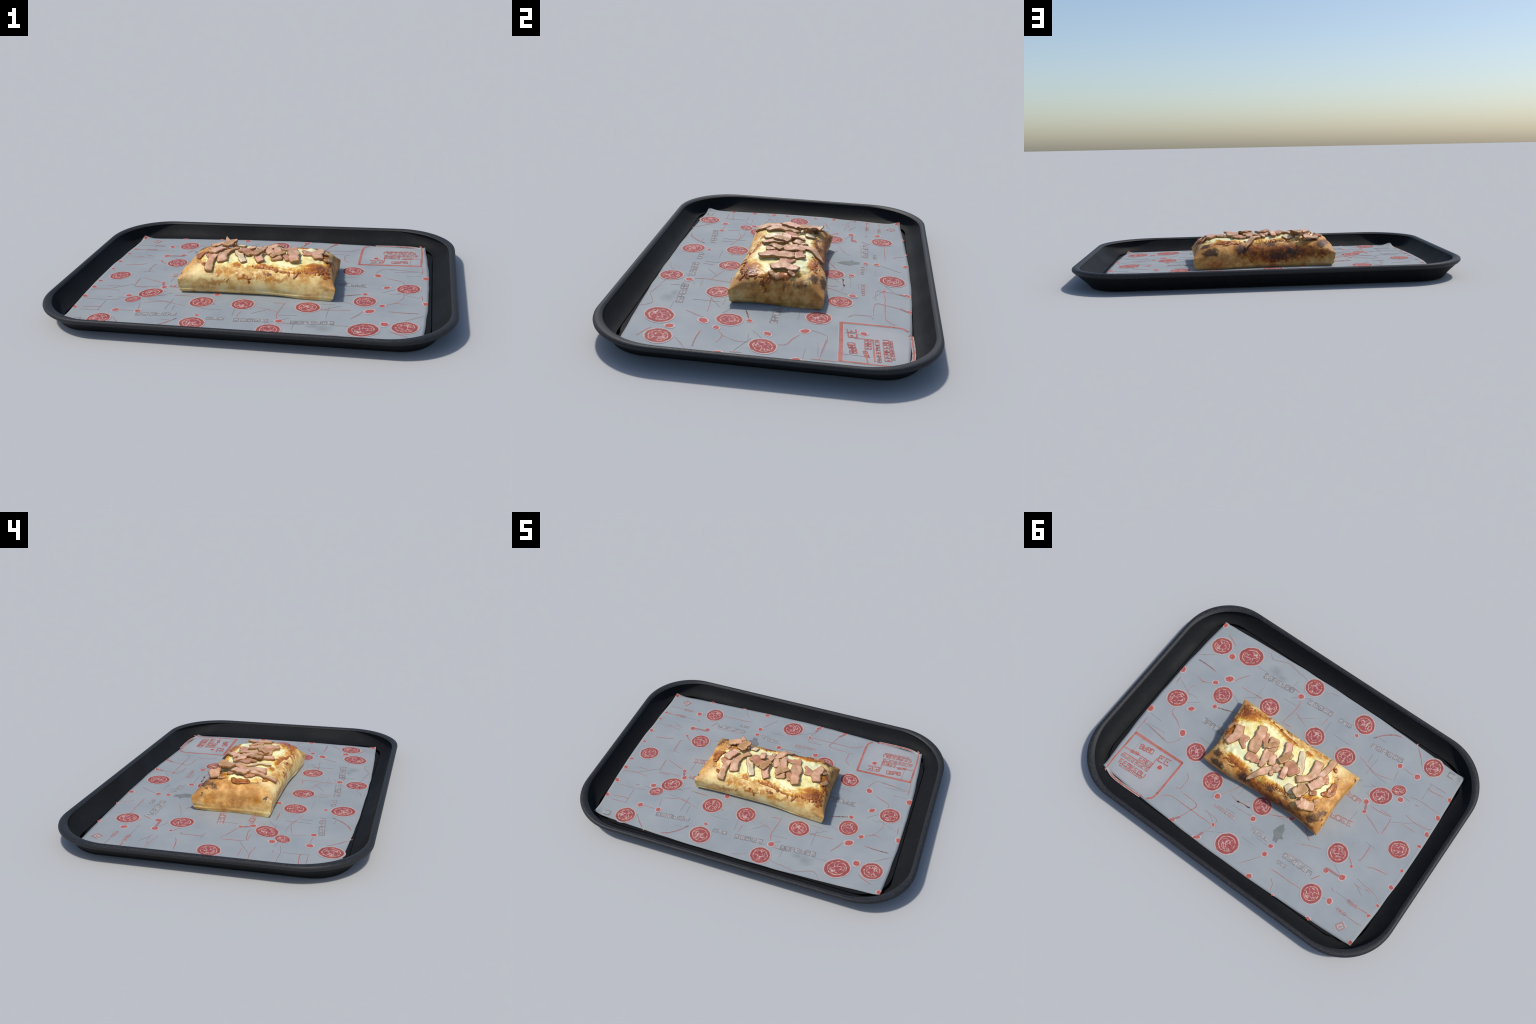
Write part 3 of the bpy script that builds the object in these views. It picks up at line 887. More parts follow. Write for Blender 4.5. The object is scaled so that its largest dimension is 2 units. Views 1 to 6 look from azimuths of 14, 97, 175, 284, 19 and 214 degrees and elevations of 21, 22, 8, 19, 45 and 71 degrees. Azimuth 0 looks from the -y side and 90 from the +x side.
def make_dough():
    s = Shade("baked_dough", 0.55, 0.3)
    w = s.warped(0.11, 22, 5)
    fine = s.warped(0.075, 50, 5)
    mott = s.noise(15, 6, 0.62)
    col = s.ramp(mott, [(0.28, (0.52, 0.26, 0.060)), (0.40, (0.68, 0.42, 0.135)), (0.50, (0.78, 0.56, 0.225)), (0.60, (0.84, 0.66, 0.310)), (0.75, (0.88, 0.73, 0.400))])
    # darker brown ends and back
    brown_zone = s.patches([(-0.36, 0.03, 0.12, 0.16, 0.26, 0.16), (-0.33, 0.18, 0.12, 0.13, 0.13, 0.14), (0.41, 0.04, 0.08, 0.10, 0.32, 0.17),
                       (0.30, 0.21, 0.09, 0.24, 0.09, 0.14), (-0.2, 0.21, 0.08, 0.30, 0.10, 0.15), (0.1, 0.21, 0.08, 0.34, 0.10, 0.15)], w, 0.45)
    brown_zone_col = s.ramp(s.noise(26, 6, 0.68), [(0.30, (0.25, 0.080, 0.012)), (0.43, (0.44, 0.178, 0.036)), (0.55, (0.61, 0.300, 0.082)), (0.70, (0.75, 0.44, 0.155))])
    col = s.mix(s.math("MULTIPLY", brown_zone, 0.92), col, brown_zone_col)
    # brown bloom on the corner points and shoulders
    bloom = s.patches([(-0.365, -0.188, 0.105, 0.065, 0.045, 0.040), (0.375, -0.195, 0.095, 0.075, 0.05, 0.040), (0.41, -0.18, 0.10, 0.045, 0.07, 0.045),
                       (-0.304, -0.07, 0.155, 0.050, 0.040, 0.04), (-0.37, 0.18, 0.10, 0.06, 0.06, 0.06), (-0.385, 0.05, 0.10, 0.04, 0.10, 0.035),
                       (0.385, 0.19, 0.10, 0.075, 0.06, 0.06), (0.33, 0.185, 0.12, 0.06, 0.035, 0.035), (-0.365, -0.094, 0.110, 0.05, 0.07, 0.05), (-0.135, -0.163, 0.145, 0.045, 0.03, 0.03),
                       (-0.024, -0.165, 0.145, 0.045, 0.03, 0.03), (0.27, -0.180, 0.125, 0.075, 0.035, 0.030), (0.15, -0.185, 0.10, 0.10, 0.04, 0.02), (-0.2, -0.19, 0.07, 0.14, 0.04, 0.025)], w, 0.25)
    col = s.mix(s.math("MULTIPLY", bloom, 0.85), col, (0.43, 0.20, 0.052))
    # oily orange stains along the front and the back
    stain = s.patches([(0.073, -0.180, 0.130, 0.060, 0.05, 0.036), (-0.042, -0.190, 0.105, 0.085, 0.05, 0.032), (0.021, -0.185, 0.115, 0.085, 0.05, 0.034),
                       (-0.163, -0.180, 0.125, 0.075, 0.05, 0.045), (0.09, -0.185, 0.100, 0.08, 0.05, 0.026), (-0.10, -0.175, 0.135, 0.06, 0.04, 0.032),
                       (0.00, -0.155, 0.150, 0.20, 0.03, 0.03), (0.27, -0.17, 0.13, 0.09, 0.04, 0.03),
                       (0.03, 0.20, 0.10, 0.16, 0.09, 0.12), (-0.10, 0.20, 0.09, 0.22, 0.09, 0.11), (-0.22, 0.20, 0.10, 0.14, 0.09, 0.08), (0.13, 0.19, 0.12, 0.10, 0.08, 0.08),
                       (-0.385, 0.12, 0.065, 0.04, 0.05, 0.03), (-0.380, -0.12, 0.085, 0.04, 0.05, 0.035), (0.405, -0.05, 0.10, 0.06, 0.05, 0.07), (0.39, 0.02, 0.135, 0.05, 0.16, 0.04)], fine, 0.1)
    dapple = s.span(s.noise(48, 5, 0.72), 0.40, 0.53)
    col = s.mix(s.math("MULTIPLY", stain, s.math("MULTIPLY", dapple, 0.98)), col, (0.45, 0.165, 0.010))
    deep = s.patches([(0.078, -0.185, 0.128, 0.034, 0.03, 0.020), (-0.042, -0.192, 0.103, 0.042, 0.03, 0.015), (-0.01, -0.194, 0.092, 0.026, 0.03, 0.014), (-0.12, -0.19, 0.09, 0.018, 0.03, 0.008),
                      (0.395, -0.055, 0.113, 0.04, 0.022, 0.030), (0.402, -0.045, 0.08, 0.03, 0.014, 0.020), (0.375, -0.165, 0.122, 0.050, 0.024, 0.020), (0.372, -0.14, 0.125, 0.03, 0.018, 0.024),
                      (0.385, 0.058, 0.130, 0.03, 0.018, 0.018), (0.416, 0.035, 0.05, 0.03, 0.008, 0.018), (0.416, 0.020, 0.04, 0.03, 0.009, 0.012), (-0.299, -0.110, 0.155, 0.020, 0.018, 0.02), (-0.333, -0.137, 0.145, 0.009, 0.009, 0.014),
                      (0.04, 0.20, 0.105, 0.12, 0.07, 0.070), (-0.06, 0.20, 0.065, 0.20, 0.07, 0.050), (-0.14, 0.20, 0.09, 0.12, 0.07, 0.065),
                      (-0.22, 0.20, 0.085, 0.10, 0.06, 0.055), (-0.05, 0.20, 0.11, 0.12, 0.06, 0.05), (0.13, 0.19, 0.10, 0.07, 0.06, 0.055), (0.08, 0.2, 0.05, 0.04, 0.04, 0.02), (-0.3, 0.2, 0.075, 0.07, 0.05, 0.03)], fine, 0.40)
    blot = s.noise(36, 5, 0.7)
    deep_col = s.ramp(blot, [(0.32, (0.070, 0.018, 0.005)), (0.47, (0.185, 0.044, 0.006)), (0.60, (0.36, 0.105, 0.010)), (0.74, (0.54, 0.23, 0.030))])
    col = s.mix(s.math("MULTIPLY", deep, s.span(blot, 0.72, 0.52, 0.45, 1.0)), col, deep_col)
    char = s.patches([(-0.024, 0.170, 0.136, 0.052, 0.05, 0.032), (-0.062, 0.20, 0.062, 0.075, 0.05, 0.030), (-0.144, 0.20, 0.088, 0.048, 0.04, 0.038),
                      (0.132, 0.19, 0.108, 0.050, 0.05, 0.036), (0.305, 0.204, 0.092, 0.065, 0.04, 0.030), (-0.124, 0.160, 0.140, 0.040, 0.04, 0.024),
                      (-0.31, 0.172, 0.125, 0.050, 0.05, 0.032), (-0.255, 0.125, 0.155, 0.070, 0.040, 0.04), (0.395, 0.115, 0.122, 0.045, 0.065, 0.038), (0.34, 0.165, 0.13, 0.055, 0.03, 0.03),
                      (-0.379, 0.15, 0.09, 0.02, 0.012, 0.012), (-0.379, -0.166, 0.093, 0.02, 0.012, 0.011), (-0.35, 0.12, 0.14, 0.04, 0.05, 0.03)], fine, 0.5)
    col = s.mix(s.math("MULTIPLY", char, 0.90), col, s.mix(s.span(s.noise(40, 3), 0.4, 0.65), (0.030, 0.017, 0.012), (0.095, 0.040, 0.020)))
    # fine baked speckle
    speck = s.span(s.noise(190, 3, 0.7), 0.60, 0.70)
    col = s.mix(s.math("MULTIPLY", speck, 0.40), col, (0.30, 0.125, 0.03))
    s.bump(s.math("ADD", s.noise(45, 4, 0.6), s.math("MULTIPLY", s.noise(220, 2, 0.6), 0.25)), 0.22, 0.008)
    return s.done(col, s.span(mott, 0.3, 0.7, 0.62, 0.45))


def make_cheese():
    s = Shade("melted_cheese", 0.38, 0.4)
    w = s.warped(0.035, 28, 4)
    n = s.noise(18, 5, 0.6)
    col = s.ramp(n, [(0.30, (0.74, 0.61, 0.20)), (0.45, (0.86, 0.77, 0.36)), (0.60, (0.91, 0.86, 0.50)), (0.8, (0.92, 0.89, 0.60))])
    # cooler milky pool towards the back
    milky = s.patches([(0.0, 0.09, 0.18, 0.10, 0.045, 0.1), (0.25, 0.09, 0.17, 0.08, 0.05, 0.1), (0.14, 0.09, 0.17, 0.05, 0.04, 0.1)], w, 0.3)
    col = s.mix(s.math("MULTIPLY", milky, 0.7), col, (0.70, 0.72, 0.47))
    # browning that gathers at the rim
    q = s.vec("MULTIPLY", s.vec("SUBTRACT", w, (0.036, 0.004, 0.0)), (1 / 0.350, 1 / 0.168, 0.0))
    sep = s.nt.nodes.new("ShaderNodeSeparateXYZ")
    s.put(sep.inputs[0], s.vec("ABSOLUTE", q))
    f = s.math("ADD", s.math("POWER", sep.outputs[0], 4.0), s.math("POWER", sep.outputs[1], 3.0))
    hot = s.patches([(0.33, -0.12, 0.15, 0.13, 0.08, 0.1), (0.36, 0.02, 0.15, 0.06, 0.16, 0.1), (-0.06, 0.14, 0.16, 0.22, 0.05, 0.1), (0.2, 0.145, 0.15, 0.12, 0.05, 0.1),
                     (-0.24, 0.09, 0.16, 0.12, 0.07, 0.1), (0.05, -0.14, 0.16, 0.16, 0.045, 0.1), (-0.09, -0.125, 0.16, 0.06, 0.035, 0.1)], w, 0.0)
    g = s.math("ADD", s.math("ADD", f, s.math("MULTIPLY", hot, 0.78)), s.math("MULTIPLY", s.math("SUBTRACT", s.noise(38, 5, 0.72), 0.5), 1.6))
    col = s.mix(s.span(g, 0.52, 0.98), col, (0.70, 0.38, 0.050))
    col = s.mix(s.span(g, 0.88, 1.22), col, (0.42, 0.135, 0.018))
    col = s.mix(s.span(g, 1.30, 1.70), col, (0.20, 0.055, 0.014))
    fleck = s.span(s.noise(30, 4, 0.6, co=s.vec("ADD", s.co, (3.1, 1.7, 0.4))), 0.62, 0.70)
    col = s.mix(s.math("MULTIPLY", fleck, 0.65), col, (0.70, 0.40, 0.055))
    spots = s.patches([(0.094, -0.136, 0.163, 0.011, 0.010, 0.02), (-0.024, -0.121, 0.167, 0.02, 0.013, 0.02), (-0.092, -0.118, 0.168, 0.018, 0.010, 0.02),
                       (0.06, -0.140, 0.163, 0.010, 0.008, 0.02), (0.02, -0.137, 0.163, 0.012, 0.008, 0.02), (0.29, -0.10, 0.165, 0.014, 0.009, 0.03), (0.24, -0.12, 0.165, 0.012, 0.010, 0.03), (-0.12, -0.11, 0.168, 0.015, 0.010, 0.02)], s.warped(0.016, 70), 0.3)
    col = s.mix(s.math("MULTIPLY", spots, 0.9), col, (0.50, 0.19, 0.02))
    herbs = s.patches([(-0.0147, 0.1135, 0.175, 0.007, 0.005, 0.02), (-0.10, 0.10, 0.17, 0.006, 0.004, 0.02), (0.335, 0.066, 0.165, 0.007, 0.004, 0.03), (0.30, 0.085, 0.165, 0.005, 0.004, 0.03), (0.03, 0.128, 0.17, 0.004, 0.003, 0.02)], s.warped(0.006, 140), 0.4)
    col = s.mix(s.math("MULTIPLY", herbs, 0.9), col, (0.05, 0.055, 0.03))
    s.bump(s.noise(55, 4, 0.6), 0.3, 0.008)
    return s.done(col, s.span(n, 0.3, 0.7, 0.45, 0.30))


def make_crisp_cheese():
    s = Shade("browned_cheese", 0.33, 0.5)
    n = s.noise(60, 4, 0.6)
    col = s.ramp(n, [(0.3, (0.16, 0.038, 0.008)), (0.5, (0.33, 0.092, 0.012)), (0.72, (0.54, 0.22, 0.030))])
    s.bump(s.noise(120, 3, 0.6), 0.3, 0.005)
    return s.done(col)


def make_ham(name, stops, tan, amount):
    s = Shade(name, 0.37, 0.42)
    info = s.nt.nodes.new("ShaderNodeObjectInfo")
    seed = s.math("MULTIPLY", info.outputs["Random"], 20.0)
    col = s.ramp(s.noise(27, 5, 0.62, w=seed), stops)
    col = s.mix(s.math("MULTIPLY", s.span(s.noise(20, 4, 0.6, w=s.math("ADD", seed, 4.0)), 0.46, 0.64), amount), col, tan)
    col = s.mix(s.span(s.noise(130, 2, 0.6), 0.60, 0.75, 0.0, 0.35), col, (0.70, 0.45, 0.31))
    col = s.mix(s.span(info.outputs["Random"], 0.0, 1.0, 0.0, 0.24), col, (0.43, 0.235, 0.10))
    s.bump(s.noise(70, 4, 0.65), 0.30, 0.006)
    return s.done(col)


tray_mat, rim_mat, paper_mat = make_tray_plastic(), make_rim_plastic(), make_paper()
seal_mat, dot_mat = make_seal_ink(), make_dot_ink()
line_mat = make_line_ink("faded_red_ink", (0.255, 0.165, 0.165), (0.33, 0.125, 0.118))
line_faint_mat = make_line_ink("faint_ink", (0.225, 0.205, 0.21), (0.29, 0.19, 0.188))
letter_grey_mat = make_line_ink("grey_letter_ink", (0.165, 0.168, 0.172), (0.240, 0.212, 0.212), 30)
letter_red_mat = make_line_ink("pink_letter_ink", (0.28, 0.17, 0.165), (0.36, 0.16, 0.15), 30)
label_red_mat = make_line_ink("label_red_ink", (0.34, 0.085, 0.07), (0.42, 0.14, 0.12), 30)
frame_mat = make_line_ink("frame_red_ink", (0.33, 0.105, 0.085), (0.40, 0.15, 0.125), 12)
halo_mat = make_line_ink("pale_halo_ink", (0.295, 0.308, 0.315), (0.35, 0.338, 0.332), 30)
stain_mat = make_line_ink("grey_stain", (0.150, 0.165, 0.165), (0.18, 0.19, 0.19), 30)
dough_mat, cheese_mat, crisp_mat = make_dough(), make_cheese(), make_crisp_cheese()
TAN = (0.50, 0.29, 0.115)
ham_pink = make_ham("ham_pink", [(0.30, (0.50, 0.220, 0.125)), (0.47, (0.66, 0.350, 0.225)), (0.66, (0.80, 0.54, 0.38))], TAN, 0.65)
ham_dark = make_ham("ham_rosy", [(0.3, (0.42, 0.150, 0.082)), (0.5, (0.54, 0.230, 0.145)), (0.7, (0.66, 0.35, 0.235))], TAN, 0.35)
ham_brown = make_ham("ham_browned", [(0.28, (0.33, 0.165, 0.060)), (0.48, (0.47, 0.25, 0.110)), (0.7, (0.58, 0.34, 0.19))], (0.36, 0.20, 0.06), 0.7)
ham_pale = make_ham("ham_under_cheese", [(0.28, (0.68, 0.47, 0.27)), (0.5, (0.76, 0.59, 0.37)), (0.7, (0.82, 0.71, 0.46))], (0.82, 0.74, 0.44), 0.6)
ham_rim = make_ham("ham_browned_rim", [(0.28, (0.44, 0.200, 0.085)), (0.48, (0.56, 0.29, 0.150)), (0.7, (0.67, 0.39, 0.23))], TAN, 0.8)
ham_edge = make_ham("ham_crisp_edge", [(0.28, (0.14, 0.050, 0.013)), (0.48, (0.25, 0.098, 0.027)), (0.7, (0.36, 0.165, 0.055))], (0.23, 0.125, 0.030), 0.6)

# ----------------------------------------------------------------- serving tray
tray = thing("serving_tray", "black plastic cafeteria tray with rolled rim and sloping sides", "serving tray")

# profile of half sizes, corner radius and height, from the middle of the floor out, over the rim and under
FLOOR_PROFILE = [(0.40, 0.22, 0.05, 0.0200), (0.84, 0.565, 0.11, 0.0200), (0.880, 0.605, 0.190, 0.0206)]
WALL_IN = [(0.884, 0.609, 0.145, 0.0206), (0.900, 0.625, 0.160, 0.0240), (0.918, 0.642, 0.182, 0.0330), (0.936, 0.657, 0.206, 0.0470),
           (0.950, 0.669, 0.232, 0.0630), (0.961, 0.678, 0.258, 0.0780), (0.968, 0.684, 0.272, 0.0890)]
RIM = [(0.967, 0.683, 0.310, 0.0900), (0.971, 0.687, 0.308, 0.0945), (0.977, 0.692, 0.307, 0.0980), (0.985, 0.699, 0.306, 0.0996), (0.992, 0.705, 0.306, 0.0983), (0.998, 0.710, 0.307, 0.0943),
       (1.000, 0.7115, 0.308, 0.0880), (0.9985, 0.7105, 0.306, 0.0820), (0.993, 0.706, 0.300, 0.0770), (0.988, 0.702, 0.294, 0.0735)]
WALL_OUT = [(0.988, 0.702, 0.294, 0.0735), (0.981, 0.695, 0.290, 0.0690), (0.966, 0.681, 0.275, 0.0550), (0.946, 0.664, 0.250, 0.0385), (0.933, 0.653, 0.228, 0.0300), (0.927, 0.647, 0.216, 0.0250),
            (0.919, 0.640, 0.202, 0.0180), (0.909, 0.631, 0.182, 0.0090), (0.900, 0.622, 0.166, 0.0030), (0.889, 0.612, 0.155, 0.0), (0.84, 0.56, 0.11, 0.0), (0.40, 0.22, 0.05, 0.0)]


def swept(name, profile, mat, cap_first=False, cap_last=False):
    verts, faces, n = [], [], None
    for k, (hx, hy, r, z) in enumerate(profile):
        ring = rounded_rect(hx, hy, r)
        n = len(ring)
        verts += [(x, y, z) for x, y in ring]
        if k:
            faces += bridge(n, (k - 1) * n, k * n)
    if cap_first:
        faces.append(tuple(range(n)))
    if cap_last:
        faces.append(tuple(range((len(profile) - 1) * n, len(profile) * n))[::-1])
    return verts, faces


def tray_part(name, profile, mat, cap_first=False, cap_last=False):
    v, f = swept(name, profile, mat, cap_first, cap_last)
    f = [tuple(reversed(q)) if len(q) == 4 else q for q in f]
    return new_object(name, v, [tuple(reversed(q)) if len(q) == 4 else q for q in f], mat, tray)


tray_part("tray_floor", FLOOR_PROFILE, tray_mat, cap_first=True)
tray_part("tray_side", WALL_IN, tray_mat)
tray_part("tray_rim", RIM, rim_mat)
tray_part("tray_underside", WALL_OUT, tray_mat, cap_last=True)

# ----------------------------------------------------------------- paper liner
liner = thing("paper_liner", "thin grey paper sheet printed with red seals and lettering", "tray liner", (0, 0, PAPER_TOP))


def add_to_liner(ob):
    ob.parent = liner
    ob.matrix_parent_inverse.identity()
    ob.location = (ob.location[0], ob.location[1], ob.location[2] - PAPER_TOP)


def paper_point(u, v):
    """The cut sheet over u, v in -1..1: sides bow out between the corners."""
    x = (0.868 - 0.026 * v * v) * u if u > 0 else (0.888 - 0.026 * v * v) * u
    y = (0.612 - 0.034 * u * u) * v if v > 0 else (0.604 - 0.030 * u * u) * v
    if max(abs(u), abs(v)) > 0.985:
        x += 0.0025 * nz(v * 6, u * 2, 2.0)
        y += 0.0025 * nz(u * 8, v * 2, 6.0)
    return x, y


def build_sheet():
    nx, ny = 120, 84
    top, bottom = [], []
    for j in range(ny + 1):
        for i in range(nx + 1):
            x, y = paper_point(-1 + 2 * i / nx, -1 + 2 * j / ny)
            z = paper_z(x, y)
            top.append((x, y, z - PAPER_TOP))
            bottom.append((x, y, z - 0.0020 - PAPER_TOP))
    w = nx + 1
    off = len(top)
    faces = []
    for j in range(ny):
        for i in range(nx):
            a = j * w + i
            faces.append((a, a + 1, a + w + 1, a + w))
            faces.append((off + a, off + a + w, off + a + w + 1, off + a + 1))
    loop = [i for i in range(w)] + [j * w + nx for j in range(1, ny + 1)] + [ny * w + i for i in range(nx - 1, -1, -1)] + [j * w for j in range(ny - 1, 0, -1)]
    for a, b in zip(loop, loop[1:] + loop[:1]):
        faces.append((b, a, off + a, off + b))
    ob = new_object("paper_sheet", top + bottom, faces, paper_mat, liner)
    return ob


build_sheet()

INK = 0.0011      # how far the printed layers stand above the sheet


def blob_mesh(name, mat, radius_of, segments=48, rings=4):
    """A flat printed shape of about unit radius, with a tiny thickness."""
    verts = [(0, 0, 0)]
    for k in range(1, rings + 1):
        for i in range(segments):
            a = 2 * math.pi * i / segments
            r = radius_of(a) * k / rings
            verts.append((r * math.cos(a), r * math.sin(a), 0))
    for i in range(segments):
        x, y, _ = verts[1 + (rings - 1) * segments + i]
        verts.append((x, y, -0.0009))
    faces = [(0, 1 + i, 1 + (i + 1) % segments) for i in range(segments)]
    for k in range(rings):
        a, b = 1 + k * segments, 1 + (k + 1) * segments
        faces += [(a + i, b + i, b + (i + 1) % segments, a + (i + 1) % segments) for i in range(segments)]
    return new_object(name, verts, faces, mat, liner, smooth_shade=False)


# centre, half length, half width and turn of each seal
SEALS = [
    (0.764, -0.432, 0.063, 0.056, -144),
    (0.579, -0.478, 0.075, 0.062, -143),
    (0.767, -0.001, 0.062, 0.054, -143),
    (0.562, -0.175, 0.055, 0.059, -143),
    (0.152, -0.538, 0.057, 0.057, -144),
    (0.295, -0.277, 0.057, 0.060, -144),
    (-0.221, -0.517, 0.058, 0.063, -144),
    (-0.027, -0.284, 0.057, 0.057, -143),
    (0.468, 0.201, 0.058, 0.056, -144),
    (0.283, 0.285, 0.058, 0.056, -144),
    (-0.24, -0.284, 0.061, 0.056, -144),
    (-0.688, -0.529, 0.058, 0.055, -143),
    (-0.536, -0.21, 0.065, 0.050, -143),
    (-0.031, 0.235, 0.055, 0.054, -144),
    (-0.002, 0.524, 0.066, 0.060, -144),
    (-0.537, 0.474, 0.058, 0.055, -144),
    (-0.527, 0.204, 0.057, 0.057, -144),
    (-0.787, -0.01, 0.059, 0.051, -144),
    (-0.601, -0.297, 0.043, 0.032, -143),
]
# the small red dots
DOTS = [
    (0.833, -0.557, 0.014, 0.016, -144),
    (0.671, -0.41, 0.021, 0.021, -145),
    (0.859, -0.17, 0.019, 0.023, -144),
    (0.594, -0.283, 0.028, 0.020, -145),
    (0.648, -0.215, 0.018, 0.014, -143),
    (0.658, 0.004, 0.022, 0.015, -144),
    (0.556, -0.089, 0.014, 0.015, -144),
    (0.854, 0.143, 0.020, 0.022, -143),
    (0.604, 0.154, 0.018, 0.023, -144),
    (0.612, -0.609, 0.017, 0.013, -145),
    (0.184, -0.443, 0.020, 0.017, -144),
    (-0.029, -0.618, 0.014, 0.010, -144),
    (-0.34, -0.616, 0.018, 0.012, -143),
    (-0.22, -0.432, 0.011, 0.012, -142),
    (0.207, 0.338, 0.017, 0.018, -144),
    (0.577, 0.398, 0.016, 0.016, -144),
    (0.329, 0.599, 0.021, 0.011, -144),
    (0.124, 0.484, 0.009, 0.013, -144),
    (0.156, 0.594, 0.024, 0.011, -144),
    (-0.526, -0.425, 0.015, 0.016, -144),
    (-0.642, -0.427, 0.018, 0.018, -143),
    (-0.638, -0.257, 0.017, 0.018, -143),
    (-0.49, -0.132, 0.016, 0.017, -144),
    (-0.512, -0.079, 0.013, 0.013, -143),
    (-0.865, -0.419, 0.012, 0.016, -144),
    (-0.866, -0.291, 0.013, 0.017, -144),
    (-0.867, -0.173, 0.013, 0.016, -144),
    (-0.538, -0.606, 0.014, 0.014, -144),
    (-0.034, 0.325, 0.017, 0.016, -143),
    (-0.208, 0.197, 0.017, 0.011, -144),
    (-0.205, 0.392, 0.015, 0.012, -145),
    (-0.204, 0.448, 0.014, 0.016, -144),
    (-0.208, 0.597, 0.017, 0.016, -143),
    (-0.37, 0.61, 0.014, 0.011, -144),
    (-0.593, 0.599, 0.016, 0.012, -144),
    (-0.529, 0.325, 0.017, 0.013, -143),
    (-0.623, 0.303, 0.020, 0.017, -144),
    (-0.629, 0.223, 0.009, 0.010, -144),
    (-0.639, 0.45, 0.018, 0.017, -143),
    (-0.603, 0.603, 0.020, 0.016, -144),
    (-0.854, 0.565, 0.014, 0.012, -144),
    (-0.868, 0.191, 0.014, 0.013, -144),
    (-0.866, 0.08, 0.011, 0.010, -143),
    (-0.868, -0.091, 0.013, 0.009, -144),
    (-0.864, 0.316, 0.009, 0.010, -144),
    (-0.854, 0.389, 0.013, 0.008, -143),
    (-0.185, -0.187, 0.016, 0.019, 20),
]
